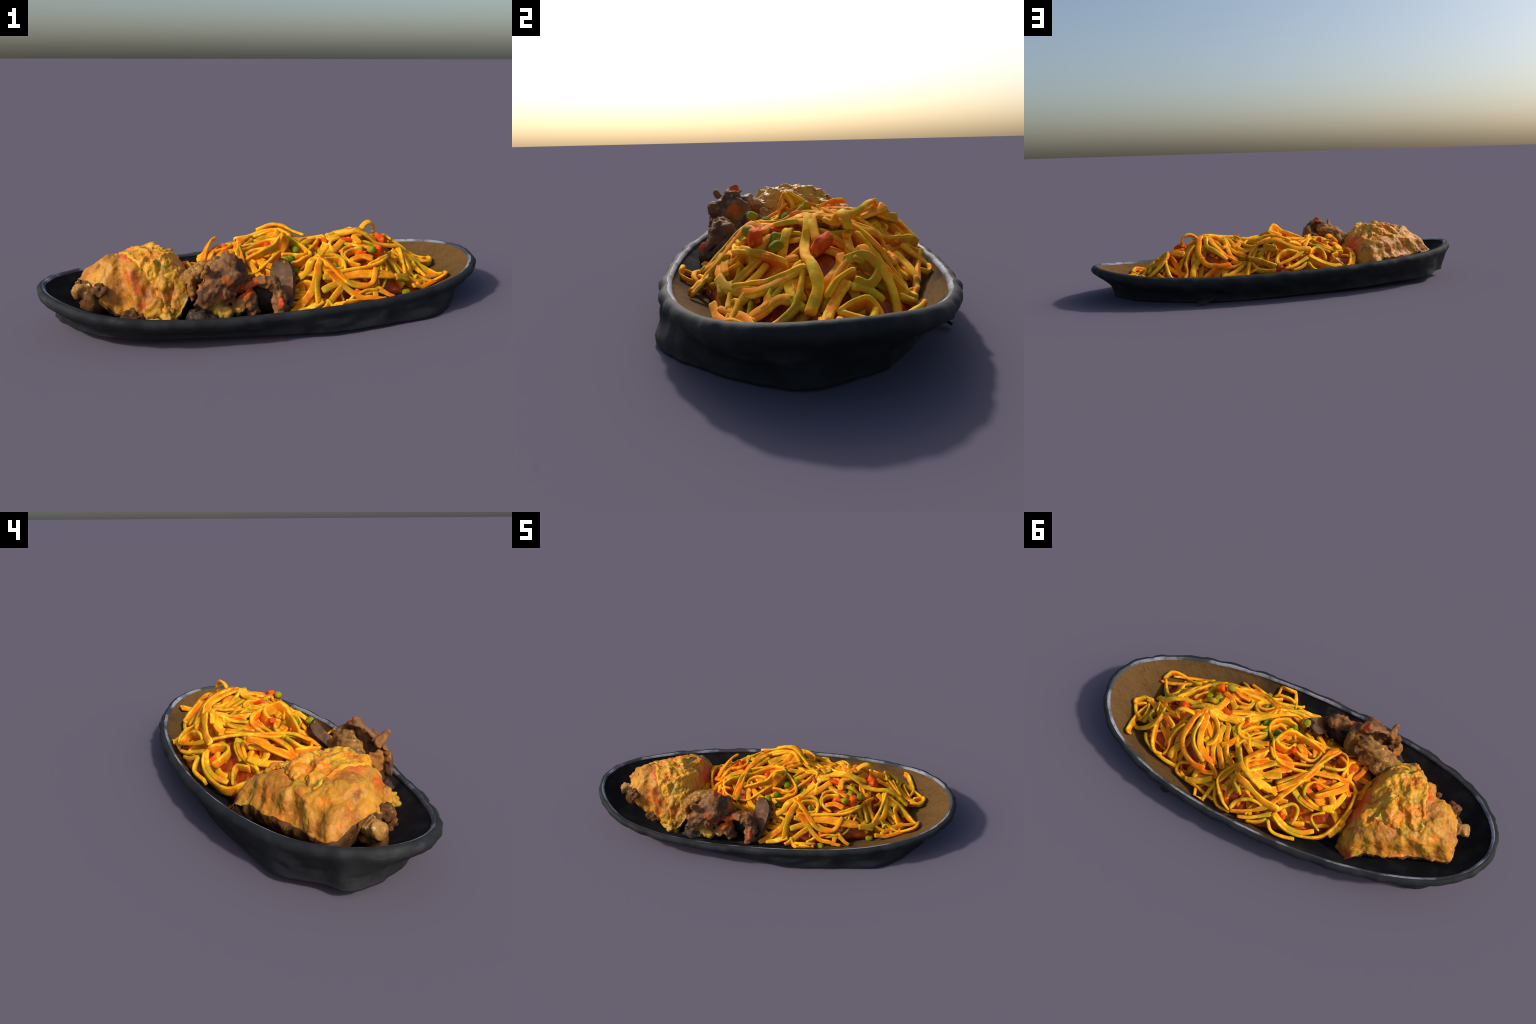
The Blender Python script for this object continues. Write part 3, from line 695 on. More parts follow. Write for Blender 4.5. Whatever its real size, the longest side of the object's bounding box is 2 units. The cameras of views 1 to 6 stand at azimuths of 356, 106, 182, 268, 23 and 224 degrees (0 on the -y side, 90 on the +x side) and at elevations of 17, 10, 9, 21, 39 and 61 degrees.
def lump(name, centre, radii, mat, parent, amp=0.1, scale=14, seed=0.0, rot=0.0, tilt=0.0, rows=12, cols=18):
    """A pea, bean or scrap of meat: a noisy ellipsoid."""
    rings = []
    for i in range(1, rows):
        t = math.pi * i / rows
        rings.append(np.array([(math.sin(t) * math.cos(2 * math.pi * j / cols), math.sin(t) * math.sin(2 * math.pi * j / cols), -math.cos(t)) for j in range(cols)]))
    V, F = rings_mesh(rings)
    V[-2], V[-1] = (0, 0, -1), (0, 0, 1)
    V = V * np.asarray(radii)
    c, s = math.cos(tilt), math.sin(tilt)
    V = V @ np.array([[c, 0, -s], [0, 1, 0], [s, 0, c]])
    c, s = math.cos(rot), math.sin(rot)
    V = V @ np.array([[c, s, 0], [-s, c, 0], [0, 0, 1]]) + np.asarray(centre)
    V = displaced(V, F, amp * min(radii), scale, seed)
    return make_object(name, V, F, [mat], parent)


def chunk(name, centre, size, mat, parent, rot=0.0, tilt=0.0, seed=0):
    """A cut cube of vegetable with softened, uneven corners."""
    r = np.random.default_rng(seed)
    n = 24
    rings = []
    for h, k in ((-1, 0.80), (-0.86, 0.97), (-0.2, 1.03), (0.5, 1.0), (0.86, 0.95), (1, 0.78)):
        t = np.linspace(0, 2 * np.pi, n, endpoint=False)
        q = (np.abs(np.cos(t)) ** 4 + np.abs(np.sin(t)) ** 4) ** -0.25
        rings.append(np.stack([np.cos(t) * q * k, np.sin(t) * q * k, np.full(n, h)], 1))
    V, F = rings_mesh(rings)
    skew = np.eye(3) + r.normal(0, 0.2, (3, 3))
    V = (V * (np.asarray(size) / 2)) @ skew
    c, s = math.cos(tilt), math.sin(tilt)
    V = V @ np.array([[c, 0, -s], [0, 1, 0], [s, 0, c]])
    c, s = math.cos(rot), math.sin(rot)
    V = V @ np.array([[c, s, 0], [-s, c, 0], [0, 0, 1]]) + np.asarray(centre)
    V = displaced(V, F, 0.16 * min(size), 36, seed * 1.3)
    return make_object(name, V, F, [mat], parent)


def build_vegetables(root):
    pea = simple_material("pea_skin", srgb(150, 142, 28), srgb(116, 122, 22), srgb(190, 166, 44), 18, 0.75, 0.25)
    green = simple_material("fresh_pea_skin", srgb(112, 130, 24), srgb(82, 108, 20), srgb(158, 148, 36), 18, 0.75, 0.25)
    carrot = simple_material("carrot_flesh", srgb(232, 92, 20), srgb(206, 64, 16), srgb(236, 134, 34), 16, 0.7, 0.25)
    r = 0.021
    peas = [(0.591, -0.087, 0.075, pea), (0.510, -0.091, 0.068, pea), (0.432, -0.047, 0.268, pea), (0.443, 0.035, 0.25, pea), (0.494, 0.048, 0.236, pea),
            (0.091, -0.018, 0.265, green), (0.183, -0.033, 0.232, green), (0.080, -0.125, 0.198, green), (0.061, -0.098, 0.247, green), 
            (0.030, -0.156, 0.262, pea), (0.256, -0.108, 0.212, pea), (0.135, 0.018, 0.268, pea), (0.36, -0.235, 0.075, pea)]
    for i, (x, y, z, mat) in enumerate(peas):
        k = 1 + 0.12 * math.sin(i * 3.1)
        lump("pea", (x, y, z - 0.009), (r * k, r * 0.95, r * 0.85 * k), mat, root, 0.35, 34, i * 2.0, rows=12, cols=18)
    cubes = [((0.472, -0.016, 0.250), (0.034, 0.032, 0.044), 0.4, 0.3), ((0.532, 0.178, 0.247), (0.042, 0.036, 0.036), 0.7, 0.5), ((0.347, 0.072, 0.272), (0.06, 0.034, 0.022), 0.3, 0.1),
             ((0.39, -0.03, 0.238), (0.055, 0.03, 0.022), 0.1, 0.1), ((0.40, 0.03, 0.255), (0.05, 0.02, 0.02), 2.4, 0.1), ((0.24, 0.055, 0.272), (0.045, 0.03, 0.018), 0.8, 0.2),
             ((0.36, -0.185, 0.105), (0.06, 0.03, 0.025), 0.2, 0.4), ((-0.22, 0.06, 0.245), (0.045, 0.035, 0.03), 0.6, 0.2), ((-0.19, 0.25, 0.165), (0.04, 0.03, 0.03), 1.2, 0.3), ((-0.03, 0.005, 0.275), (0.04, 0.03, 0.02), 0.2, 0.2)]
    for i, (c, s, a, b) in enumerate(cubes):
        chunk("carrot_piece", c, s, carrot, root, a, b, i + 1)


# ------------------------------------------------------- draped, lumpy meat
def patch_body(name, outline, tops, mat, parent, thick, belly=None, amp=(0.004,), scale=(18,), seed=0.0, n=200, rows=44, lift=None, edge_roll=0.02, ridges=(), under=None):
    """A closed, cushion-like body: an outline in space, a smooth top through support
    points, a rounded edge, and an underside that is either parallel (a flap of skin)
    or hangs down to `belly`."""
    O = catmull(outline, n, True)
    O[:, 2] += [0.010 * fbm((p[0], p[1], 0), 22, seed) for p in O]
    O[:, :2] += np.array([[0.008 * fbm((p[0], p[1], 0), 26, seed + 3), 0.008 * fbm((p[0], p[1], 0), 26, seed + 7)] for p in O])
    surf = lift if lift is not None else thin_plate([tuple(p) for p in outline] + tops, 5e-4)
    mid = np.array([p[:2] for p in tops]).mean(0) if tops else O[:, :2].mean(0)
    rings = []
    S = np.linspace(0, 1, rows) ** 0.8
    for s in S:
        s = max(s, 0.012)
        xy = mid + (O[:, :2] - mid) * s
        z = surf(xy[:, 0], xy[:, 1])
        k = min(1.0, max(0.0, (s - (1 - edge_roll * 6)) / (edge_roll * 6)))
        if lift is None:
            z = z * (1 - k ** 2) + O[:, 2] * k ** 2
        else:
            z = z + thick * math.sqrt(max(0.0, 1 - k ** 2.5)) * 1.0
        rings.append(np.c_[xy, z])
    for s in ((0.985, 0.94, 0.86, 0.7, 0.4, 0.012)):
        xy = mid + (O[:, :2] - mid) * s
        z = surf(xy[:, 0], xy[:, 1])
        if lift is not None:
            z = z - 0.004
        elif belly is None:
            z = np.minimum(O[:, 2], z) - thick * min(1, (1 - s) * 20) + (z - O[:, 2]) * (1 - s) ** 0.5 * 0.8
        else:
            d = (1 - s) / 0.3
            z = O[:, 2] - thick + (belly(xy[:, 0], xy[:, 1]) - O[:, 2] + thick) * min(1.0, max(0.0, d)) ** 0.7
        rings.append(np.c_[xy, z])
    V, F = rings_mesh(rings)
    if ridges:
        push = np.zeros(len(V))
        for line, height, width in ridges:
            q = catmull(line, 40)
            d2 = ((V[:, None, :2] - q[None, :, :2]) ** 2).sum(-1).min(1)
            push += height * np.exp(-d2 / width ** 2)
        push[rows * n:] = 0
        V = V + vertex_normals(V, F) * push[:, None]
    V = displaced(V, F, amp, scale, seed)
    mats, slots = [mat], None
    if under is not None:
        mats, slots = [mat, under], [0] * ((rows - 1) * n) + [1] * (len(F) - (rows - 1) * n)
        slots[-2 * n:-n] = [0] * n
    return make_object(name, V, F, mats, parent, slots=slots), surf


def sweep(name, pts, radii, mat, parent, sides=18, amp=0.0, scale=20, seed=0.0, squash=1.0):
    """A tube of changing radius along a spine (bones, stems, horns)."""
    m = 26
    Q = catmull([tuple(p) + (r,) for p, r in zip(pts, radii)], m)
    S, R = Q[:, :3], Q[:, 3]
    T = np.gradient(S, axis=0)
    T /= np.linalg.norm(T, axis=1, keepdims=True)
    ref = np.array([0.13, 0.21, 1.0]) if abs(T[0, 2]) < 0.9 else np.array([1.0, 0.2, 0.1])
    A = np.cross(T, ref)
    A /= np.linalg.norm(A, axis=1, keepdims=True)
    Bn = np.cross(A, T)
    t = np.linspace(0, 2 * np.pi, sides, endpoint=False)
    R = R * np.minimum(1, np.r_[0.5, 0.8, np.ones(m - 4), 0.8, 0.5])
    rings = [S[i] + R[i] * (np.cos(t)[:, None] * A[i] + squash * np.sin(t)[:, None] * Bn[i]) for i in range(m)]
    V, F = rings_mesh(rings)
    if np.any(amp):
        V = displaced(V, F, amp, scale, seed)
    return make_object(name, V, F, [mat], parent)


def build_chicken():
    root = make_empty("chicken_leg", "roast chicken leg with wrinkled golden skin and red sauce", "roast chicken")
    m = Nodes("golden_skin")
    w = m.noise(9, 4, 0.6)
    c = m.mix(m.span(w, 0.36, 0.66), srgb(200, 138, 36), srgb(166, 102, 28))
    c = m.mix(m.span(m.noise(13, 4, 0.6, offset=(4, 1, 0)), 0.52, 0.68), c, srgb(228, 130, 36))
    c = m.mix(m.math("MULTIPLY", m.span(m.noise(6, 4, 0.6, offset=(0, 5, 3)), 0.52, 0.66), 0.8), c, srgb(172, 146, 40))
    c = m.mix(m.math("MULTIPLY", m.span(m.noise(17, 4, 0.7, offset=(8, 2, 3)), 0.56, 0.70), 0.85), c, srgb(118, 72, 36))
    c = m.mix(m.math("MULTIPLY", m.span(m.noise(12, 4, 0.7, offset=(2, 3, 9)), 0.58, 0.72), 0.8), c, srgb(226, 100, 34))
    c = m.mix(m.math("MULTIPLY", m.span(m.noise(60, 3, 0.7, offset=(6, 3, 2)), 0.54, 0.74), 0.35), c, srgb(236, 182, 76))
    for p, rad in (((-0.60, -0.30, 0.24), 0.028), ((-0.572, -0.322, 0.19), 0.026), ((-0.565, -0.345, 0.135), 0.02), ((-0.62, -0.23, 0.315), 0.036), ((-0.41, 0.0, 0.17), 0.07), ((-0.52, 0.175, 0.13), 0.035), ((-0.42, -0.05, 0.2), 0.06)):
        c = m.mix(m.math("MULTIPLY", m.near(p, rad, 0.5, m.noise(22, 3, 0.6)), 0.75), c, srgb(206, 78, 30))
    skin = m.finish(c, 0.5, m.math("ADD", m.noise(48, 4, 0.6), m.math("MULTIPLY", m.cells(70), 0.6)), 0.45, 0.006, spec=0.3)
    m = Nodes("yellow_skin_fold")
    c = m.mix(m.span(m.noise(12, 4, 0.6), 0.38, 0.64), srgb(216, 156, 32), srgb(216, 120, 24))
    c = m.mix(m.span(m.noise(15, 4, 0.6, offset=(4, 1, 0)), 0.5, 0.66), c, srgb(206, 176, 56))
    c = m.mix(m.math("MULTIPLY", m.span(m.noise(24, 4, 0.6, offset=(1, 6, 2)), 0.54, 0.68), 0.8), c, srgb(110, 98, 36))
    c = m.mix(m.span(m.noise(14, 3, 0.6, offset=(7, 7, 1)), 0.62, 0.69), c, srgb(228, 104, 30))
    c = m.mix(m.math("MULTIPLY", m.span(m.noise(55, 3, 0.7, offset=(6, 3, 2)), 0.54, 0.74), 0.35), c, srgb(240, 196, 80))
    fold = m.finish(c, 0.5, m.math("ADD", m.noise(48, 4, 0.6), m.math("MULTIPLY", m.cells(64), 0.6)), 0.45, 0.006, spec=0.3)
    meat = simple_material("brown_meat", srgb(104, 68, 38), srgb(66, 44, 28), srgb(150, 102, 52), 22, 0.5, 0.4, extra=srgb(70, 48, 32))
    bone = simple_material("bone_end", srgb(176, 128, 66), srgb(120, 80, 42), srgb(232, 206, 150), 26, 0.5, 0.4)

    outline = [(-0.53, 0.176, 0.13), (-0.567, 0.131, 0.15), (-0.628, 0.077, 0.151), (-0.692, 0.023, 0.15), (-0.745, -0.022, 0.151), (-0.803, -0.068, 0.15),
               (-0.862, -0.112, 0.148), (-0.858, -0.155, 0.172), (-0.836, -0.20, 0.20), (-0.80, -0.24, 0.208), (-0.768, -0.28, 0.205), (-0.745, -0.318, 0.18), (-0.70, -0.335, 0.13),
               (-0.63, -0.35, 0.08), (-0.55, -0.375, 0.075), (-0.444, -0.42, 0.09), (-0.395, -0.37, 0.13), (-0.372, -0.32, 0.18), (-0.366, -0.26, 0.205),
               (-0.365, -0.19, 0.18), (-0.375, -0.10, 0.13), (-0.375, 0.0, 0.11), (-0.40, 0.08, 0.095), (-0.45, 0.165, 0.08), (-0.50, 0.195, 0.09)]
    tops = [(-0.49, -0.154, 0.290), (-0.58, -0.14, 0.299), (-0.64, -0.205, 0.300), (-0.53, -0.05, 0.286), (-0.61, -0.235, 0.30), (-0.70, -0.078, 0.253),
            (-0.483, 0.078, 0.222), (-0.502, 0.057, 0.235), (-0.621, -0.017, 0.246), (-0.717, -0.265, 0.262), (-0.595, -0.305, 0.258), (-0.67, -0.285, 0.255), (-0.54, -0.315, 0.235), (-0.40, -0.21, 0.232),
            (-0.615, -0.335, 0.15), (-0.47, -0.34, 0.195), (-0.775, -0.165, 0.247), (-0.825, -0.135, 0.222), (-0.65, 0.03, 0.212), (-0.75, -0.045, 0.205),
            (-0.575, 0.10, 0.208), (-0.45, -0.2, 0.28), (-0.45, -0.02, 0.225), (-0.55, -0.25, 0.29), (-0.50, -0.29, 0.262), (-0.52, 0.15, 0.165), (-0.42, -0.03, 0.195), (-0.413, 0.05, 0.168), (-0.435, 0.11, 0.15), (-0.475, 0.158, 0.137), (-0.405, -0.10, 0.21)]
    ridges = [([(-0.62, 0.055), (-0.645, 0.085)], -0.010, 0.012), ([(-0.70, -0.13), (-0.73, -0.19), (-0.735, -0.24)], -0.008, 0.012), ([(-0.56, 0.06), (-0.60, 0.08)], 0.008, 0.014),
              ([(-0.633, -0.037), (-0.70, -0.051), (-0.753, -0.058), (-0.80, -0.07)], -0.014, 0.014), ([(-0.654, -0.012), (-0.68, 0.004)], -0.014, 0.016),
              ([(-0.735, -0.233), (-0.765, -0.222), (-0.80, -0.185), (-0.845, -0.14)], 0.010, 0.014), ([(-0.55, 0.124), (-0.61, 0.063), (-0.675, 0.012), (-0.741, -0.038), (-0.80, -0.09)], 0.009, 0.018),
              ([(-0.57, 0.07), (-0.63, 0.03), (-0.69, -0.02)], -0.008, 0.016), ([(-0.73, -0.10), (-0.77, -0.12), (-0.80, -0.13)], 0.006, 0.018),
              ([(-0.632, -0.281), (-0.60, -0.317), (-0.585, -0.345)], -0.012, 0.014), ([(-0.66, -0.25), (-0.645, -0.31), (-0.63, -0.345)], 0.010, 0.016),
              ([(-0.531, -0.28), (-0.521, -0.309), (-0.541, -0.334)], 0.012, 0.014), ([(-0.51, -0.34), (-0.49, -0.364), (-0.48, -0.389)], 0.012, 0.012),
              ([(-0.436, -0.334), (-0.45, -0.366), (-0.445, -0.40)], 0.012, 0.012), ([(-0.471, -0.323), (-0.48, -0.346), (-0.465, -0.381)], -0.014, 0.012)]
    _, top = patch_body("skin", outline, tops, skin, root, 0.012, belly=lambda x, y: floor_height(x, y) + 0.002 + 0 * x, amp=(0.009, 0.006), scale=(9, 34), seed=4.0, n=300, rows=72, ridges=ridges, under=meat)  # underside coloured dark brown so that the gap below the skin edge looks deep black
    flap = [(-0.497, 0.062), (-0.52, 0.035), (-0.546, 0.003), (-0.58, -0.002), (-0.605, -0.03), (-0.649, -0.045), (-0.645, -0.078), (-0.67, -0.075), (-0.702, -0.082), (-0.705, -0.105), (-0.665, -0.15), (-0.635, -0.20),
            (-0.618, -0.24), (-0.58, -0.285), (-0.52, -0.325), (-0.46, -0.335), (-0.41, -0.27), (-0.40, -0.18), (-0.425, -0.08), (-0.445, 0.01), (-0.465, 0.055)]
    folds = [([(-0.488, -0.188), (-0.533, -0.146), (-0.565, -0.091), (-0.618, -0.07), (-0.639, -0.05)], 0.010, 0.018), ([(-0.495, -0.129), (-0.545, -0.074), (-0.571, -0.032), (-0.611, -0.028)], -0.011, 0.014),
             ([(-0.588, -0.241), (-0.614, -0.167), (-0.666, -0.124), (-0.694, -0.085)], 0.010, 0.017), ([(-0.54, -0.21), (-0.576, -0.161), (-0.618, -0.112), (-0.652, -0.08)], -0.010, 0.014),
             ([(-0.46, -0.044), (-0.492, -0.082), (-0.515, -0.03), (-0.497, 0.041)], 0.011, 0.015), ([(-0.47, -0.01), (-0.48, 0.03)], -0.010, 0.014),
             ([(-0.423, -0.184), (-0.433, -0.252), (-0.473, -0.297), (-0.516, -0.315)], 0.009, 0.014), ([(-0.448, -0.159), (-0.478, -0.221), (-0.532, -0.292)], -0.014, 0.012),
             ([(-0.566, -0.215), (-0.52, -0.235), (-0.49, -0.27)], 0.010, 0.013), ([(-0.56, -0.27), (-0.53, -0.255), (-0.51, -0.30)], -0.010, 0.011)]
    patch_body("skin_fold", [p + (0.0,) for p in flap], [], fold, root, 0.011, amp=(0.007, 0.008), scale=(12, 38), seed=9.0, n=240, rows=56, lift=top, ridges=folds)
    # knuckle, shin bone and loose scraps of meat around it
    sweep("bone", [(-0.77, -0.24, 0.165), (-0.81, -0.262, 0.168), (-0.835, -0.272, 0.17), (-0.85, -0.278, 0.17)], [0.034, 0.028, 0.030, 0.020], bone, root, sides=28, amp=0.010, scale=34, seed=1.0)
    lump("meat", (-0.735, -0.312, 0.19), (0.032, 0.028, 0.028), meat, root, 0.6, 36, 3.0, rows=20, cols=28)
    lump("meat", (-0.76, -0.27, 0.125), (0.06, 0.05, 0.045), meat, root, 0.4, 24, 8.0, rot=0.4)
    lump("meat", (-0.60, -0.355, 0.085), (0.05, 0.03, 0.03), meat, root, 0.8, 34, 12.0, rows=20, cols=28)
    lump("meat", (-0.45, -0.395, 0.095), (0.03, 0.03, 0.042), skin, root, 0.8, 34, 14.0, rows=20, cols=28)
    lump("meat", (-0.50, -0.355, 0.115), (0.045, 0.03, 0.055), skin, root, 0.8, 32, 15.0, rows=20, cols=28)
    return root


# ------------------------------------------------------------- mushrooms
def dome(name, ring, apex, mat, parent, thick, bulge=0.55, amp=0.006, scale=16, seed=0.0, rows=40, n=150, dents=(), crag=0.0):
    """A mushroom cap: a thick shell between a rim in space and an apex."""
    O = catmull(ring, n, True)
    mid = O.mean(0)
    apex = np.asarray(apex, float)
    outer, inner = [], []
    for s in np.linspace(0.02, 1, rows):
        h = (1 - s ** 2.6) ** bulge
        base = mid + (O - mid) * s
        outer.append(base + (apex - mid) * h)
        inner.append(mid + (O - mid) * s * 0.9 + (apex - mid) * h * 0.3)
    rings = outer + inner[::-1]
    V, F = rings_mesh(rings)
    V = displaced(V, F, (amp, amp * 0.5), (scale, scale * 2.5), seed)
    N = vertex_normals(V, F)
    push = np.array([crag * (0.35 - abs(fbm(v, 13, seed + 20, 2)) * 1.6) for v in V])
    for centre, depth, radius in dents:
        push += depth * np.exp(-((V - np.asarray(centre)) ** 2).sum(1) / radius ** 2)
    V = V + N * push[:, None]
    return make_object(name, V, F, [mat], parent)


def fuse(parts, name, mat, parent, voxel=0.0045, smooth=4, amp=(0.004,), scale=(30,), seed=0.0, crag=0.0):
    """Melt overlapping lumps into one torn, continuous piece and roughen it."""
    V, F, k = [], [], 0
    for ob in parts:
        me = ob.data
        V += [tuple(v.co) for v in me.vertices]
        F += [tuple(i + k for i in p.vertices) for p in me.polygons]
        k += len(me.vertices)
        bpy.data.objects.remove(ob)
        bpy.data.meshes.remove(me)
    tmp = make_object("melt", V, F, [])
    mod = tmp.modifiers.new("melt", "REMESH")
    mod.mode, mod.voxel_size = "VOXEL", voxel
    if smooth:
        s = tmp.modifiers.new("soften", "SMOOTH")
        s.factor, s.iterations = 0.5, smooth
    me = bpy.data.meshes.new_from_object(tmp.evaluated_get(bpy.context.evaluated_depsgraph_get()))
    V = np.array([v.co for v in me.vertices])
    F = [tuple(p.vertices) for p in me.polygons]
    bpy.data.objects.remove(tmp)
    bpy.data.meshes.remove(me)
    V = displaced(V, F, amp, scale, seed)
    if crag:
        N = vertex_normals(V, F)
        V = V + N * np.array([crag * (0.35 - abs(fbm(v, 22, seed + 20, 2)) * 1.6) for v in V])[:, None]
    return make_object(name, V, F, [mat], parent)


def build_mushrooms():
    def brown(name, base, dark, light, sauce=0.57):
        m = Nodes(name)
        c = m.mix(m.span(m.noise(11, 4, 0.6), 0.38, 0.62), base, dark)
        c = m.mix(m.span(m.noise(20, 4, 0.6, offset=(5, 2, 8)), 0.52, 0.7), c, light)
        c = m.mix(m.math("MULTIPLY", m.span(m.noise(9, 3, 0.6, offset=(1, 7, 3)), sauce + 0.03, sauce + 0.14), 0.7), c, srgb(186, 84, 32))
        for p, rad in (((-0.15, -0.35, 0.185), 0.032), ((-0.205, -0.295, 0.34), 0.024), ((-0.15, -0.28, 0.25), 0.026), ((-0.235, -0.385, 0.185), 0.022), ((-0.115, -0.335, 0.20), 0.026)):
            c = m.mix(m.near(p, rad, 0.5, m.noise(30, 3, 0.6)), c, srgb(208, 88, 34))
        for p, rad in (((-0.25, -0.42, 0.125), 0.038), ((-0.17, -0.41, 0.13), 0.028)):
            c = m.mix(m.near(p, rad, 0.5, m.noise(40, 3, 0.6)), c, srgb(206, 160, 62))
        for p, rad, tint in (((-0.365, -0.35, 0.225), 0.055, srgb(164, 108, 48)), ((-0.33, -0.405, 0.15), 0.04, srgb(70, 54, 46)), ((-0.205, -0.37, 0.25), 0.028, srgb(72, 56, 48)),
                             ((-0.17, -0.24, 0.22), 0.06, srgb(140, 100, 42)), ((-0.26, -0.33, 0.30), 0.04, srgb(136, 98, 66))):
            c = m.mix(m.math("MULTIPLY", m.near(p, rad, 0.6, m.noise(24, 3, 0.6)), 0.8), c, tint)
        return m.finish(c, 0.6, m.noise(60, 4, 0.6), 0.4, 0.005, spec=0.1)
    cap = brown("mushroom_cap", srgb(138, 92, 54), srgb(88, 62, 46), srgb(178, 112, 52))
    dark = simple_material("dark_mushroom", srgb(72, 58, 50), srgb(42, 34, 32), srgb(106, 86, 70), 26, 0.55, 0.5, extra=srgb(46, 40, 38))
    flesh = simple_material("mushroom_stem", srgb(164, 114, 54), srgb(110, 76, 42), srgb(206, 166, 94), 30, 0.5, 0.4, extra=srgb(96, 72, 46))
    face = simple_material("sliced_face", srgb(112, 82, 60), srgb(88, 64, 48), srgb(140, 102, 66), 16, 0.5, 0.3, extra=srgb(150, 84, 50))
    edge = simple_material("slice_skin", srgb(84, 74, 70), srgb(54, 48, 46), srgb(116, 104, 94), 40, 0.55, 0.5)

    root = make_empty("mushroom", "stewed brown mushroom cap tipped on its side, stem showing", "mushroom")
    rim = [(-0.222, -0.30, 0.336), (-0.262, -0.325, 0.312), (-0.30, -0.375, 0.285), (-0.328, -0.402, 0.25), (-0.348, -0.42, 0.20), (-0.358, -0.415, 0.14), (-0.345, -0.37, 0.095), (-0.30, -0.31, 0.08),
           (-0.24, -0.24, 0.09), (-0.185, -0.20, 0.15), (-0.172, -0.205, 0.215), (-0.178, -0.245, 0.285)]
    bits = [dome("cap", rim, (-0.175, -0.352, 0.20), cap, None, 0.02, 0.6, 0.006, 18, 3.0, dents=(((-0.205, -0.355, 0.25), -0.045, 0.028), ((-0.318, -0.385, 0.21), -0.03, 0.022), ((-0.30, -0.40, 0.15), -0.02, 0.022),
            ((-0.225, -0.40, 0.19), -0.016, 0.02), ((-0.165, -0.33, 0.27), 0.014, 0.03), ((-0.27, -0.38, 0.24), 0.012, 0.028), ((-0.26, -0.41, 0.14), 0.012, 0.03)), crag=0.010)]
    bits.append(sweep("tip", [(-0.30, -0.37, 0.255), (-0.303, -0.388, 0.283), (-0.302, -0.402, 0.30), (-0.298, -0.412, 0.316)], [0.03, 0.017, 0.013, 0.010], cap, None, sides=12))
    bits.append(sweep("tip", [(-0.222, -0.30, 0.31), (-0.221, -0.303, 0.328), (-0.22, -0.305, 0.345)], [0.032, 0.02, 0.012], cap, None, sides=12))
    bits.append(lump("fold", (-0.245, -0.378, 0.112), (0.055, 0.028, 0.035), cap, None, 0.5, 28, 7.0))
    bits.append(lump("fold", (-0.175, -0.362, 0.125), (0.028, 0.03, 0.04), cap, None, 0.5, 30, 8.0))
    bits.append(lump("fold", (-0.36, -0.355, 0.21), (0.018, 0.035, 0.055), cap, None, 0.5, 30, 9.0))
    fuse(bits, "cap", cap, root, 0.005, 3, (0.005, 0.003), (24, 60), 3.0, crag=0.009)
    sweep("stem", [(-0.225, -0.27, 0.262), (-0.27, -0.264, 0.268), (-0.33, -0.272, 0.242), (-0.41, -0.288, 0.20)], [0.036, 0.035, 0.038, 0.032], flesh, root, sides=32, amp=(0.012, 0.007), scale=(22, 55), seed=2.0)
    lump("stem_root", (-0.30, -0.245, 0.205), (0.06, 0.04, 0.055), flesh, root, 0.5, 26, 12.0, rot=0.3, rows=24, cols=32)
    lump("stem_root", (-0.365, -0.245, 0.20), (0.05, 0.045, 0.05), flesh, root, 0.5, 26, 13.0, rot=0.9, rows=24, cols=32)
    lump("lower_cap", (-0.318, -0.385, 0.085), (0.075, 0.05, 0.045), dark, root, 0.45, 26, 6.0, rot=0.2, rows=24, cols=32)

    ring = make_empty("mushroom.001", "small torn mushroom curled into an arch over a dark hole", "mushroom")
    bits = [sweep("arch", [(-0.175, -0.33, 0.195), (-0.125, -0.325, 0.207), (-0.085, -0.30, 0.212), (-0.045, -0.29, 0.20), (-0.012, -0.305, 0.165), (-0.006, -0.335, 0.125), (-0.02, -0.365, 0.085)],
                  [0.028, 0.022, 0.036, 0.04, 0.036, 0.032, 0.028], cap, None, sides=26, amp=0.010, scale=24, seed=4.0, squash=0.66),
            sweep("arch", [(-0.15, -0.345, 0.185), (-0.135, -0.348, 0.15), (-0.125, -0.345, 0.115), (-0.11, -0.35, 0.075)], [0.035, 0.034, 0.030, 0.028], cap, None, amp=0.008, scale=22, seed=6.0)]
    fuse(bits, "cap", cap, ring, 0.0045, 2, (0.005, 0.003), (28, 60), 8.0, crag=0.009)
    lump("cap_lining", (-0.065, -0.27, 0.13), (0.075, 0.03, 0.07), dark, ring, 0.3, 22, 3.0)

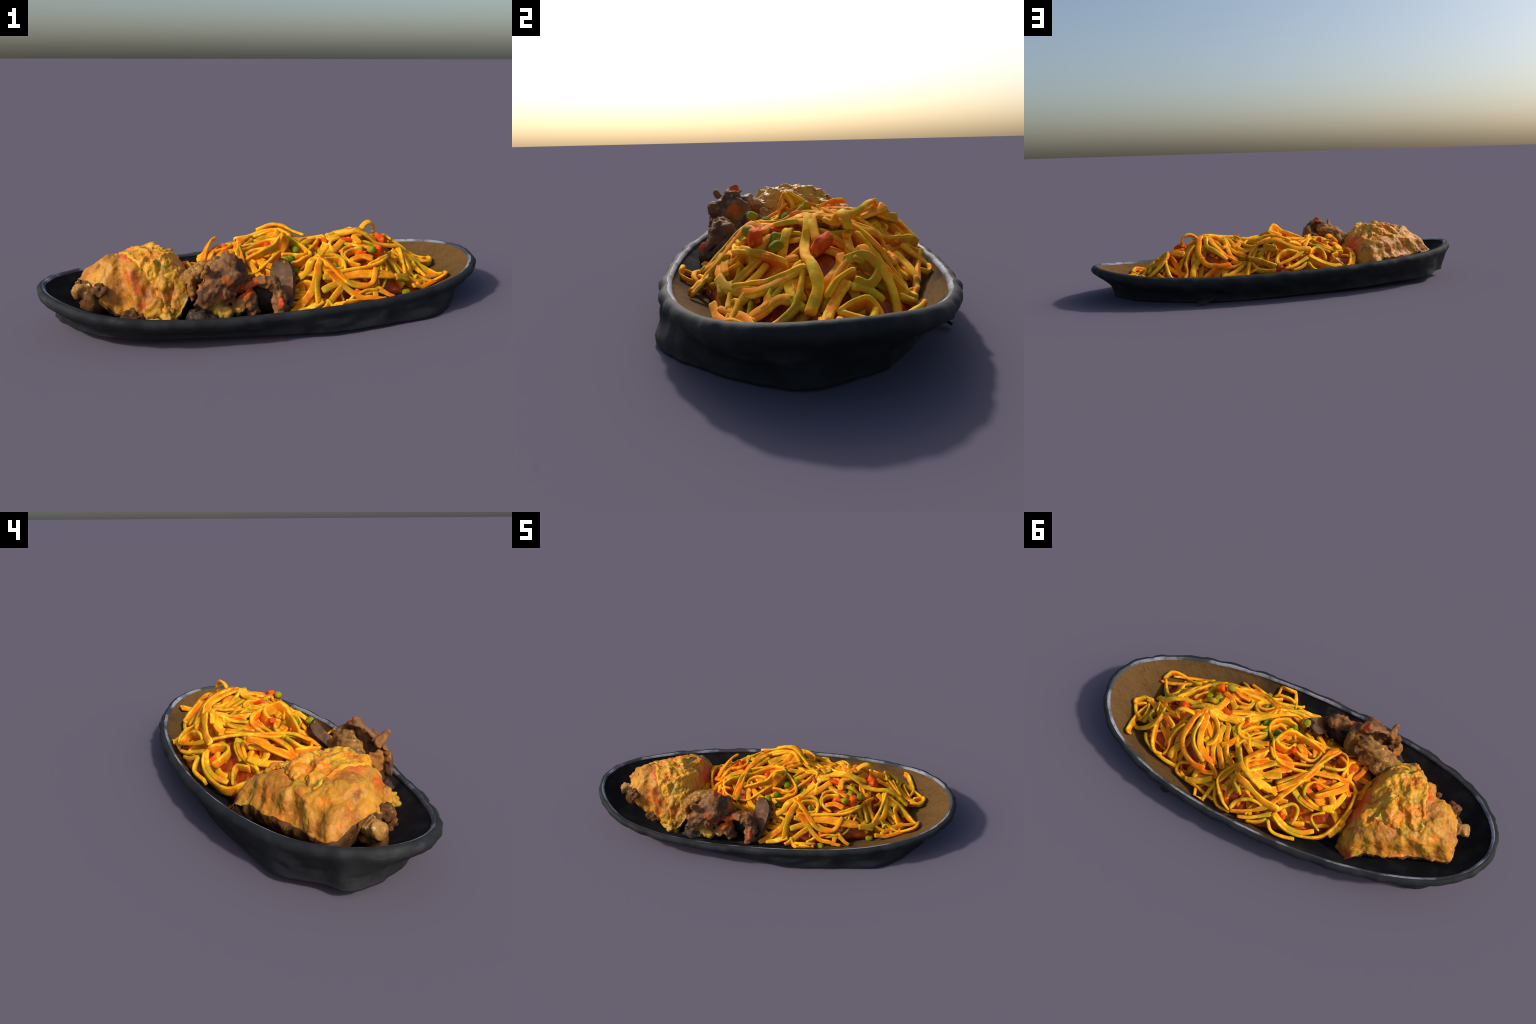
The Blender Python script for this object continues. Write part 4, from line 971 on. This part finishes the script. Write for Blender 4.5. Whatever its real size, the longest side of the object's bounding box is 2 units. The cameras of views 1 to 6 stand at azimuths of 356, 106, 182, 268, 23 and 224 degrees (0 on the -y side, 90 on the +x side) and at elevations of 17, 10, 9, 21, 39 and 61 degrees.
    sl = make_empty("mushroom.002", "upright crescent slice of dark mushroom with pale brown face", "mushroom slice")
    outer = [(0.005, -0.175, 0.268), (0.032, -0.178, 0.262), (0.055, -0.195, 0.232), (0.060, -0.225, 0.195), (0.054, -0.27, 0.155), (0.040, -0.315, 0.122), (0.012, -0.362, 0.098)]
    innr = [(-0.018, -0.15, 0.24), (-0.03, -0.165, 0.212), (-0.032, -0.19, 0.188), (-0.03, -0.22, 0.16), (-0.022, -0.26, 0.13), (-0.01, -0.30, 0.105), (0.0, -0.352, 0.082)]
    a, b = catmull(outer, 40), catmull(innr, 40)
    nrm = np.array([-0.62, -0.62, 0.48])
    nrm = nrm / np.linalg.norm(nrm)
    grid = [a + (b - a) * t for t in np.linspace(0, 1, 9)]
    front = [g + nrm * (0.006 - 0.012 * math.sin(math.pi * i / 8)) for i, g in enumerate(grid)]
    back = [g - nrm * 0.016 for g in grid]
    for nm, rows_, mat in (("slice_face", front, face), ("slice_skin", back[::-1], edge)):
        V = np.vstack(rows_)
        F = [(r * 40 + i, r * 40 + i + 1, (r + 1) * 40 + i + 1, (r + 1) * 40 + i) for r in range(8) for i in range(39)]
        if nm == "slice_skin":
            # join the skin side to the rim of the face so that the slice is closed
            base = len(V)
            loop_b = [8 * 40 + i for i in range(40)] + [r * 40 + 39 for r in range(7, -1, -1)] + [i for i in range(38, -1, -1)] + [r * 40 for r in range(1, 8)]
            V = np.vstack([V] + [front[8 - (k // 40)][k % 40][None] for k in loop_b])
            L = len(loop_b)
            F += [(loop_b[i], loop_b[(i + 1) % L], base + (i + 1) % L, base + i) for i in range(L)]
        V = displaced(V, F, 0.003, 30, 8.0) if nm == "slice_skin" and False else V
        make_object(nm, V, F, [mat], sl)
    lump("red_scrap", (-0.005, -0.352, 0.125), (0.016, 0.02, 0.03), simple_material("pepper_scrap", srgb(208, 84, 52), srgb(176, 58, 36), srgb(228, 120, 70), 30), sl, 0.4, 40, 2.0)


build_dish()
build_pasta()
build_chicken()
build_mushrooms()
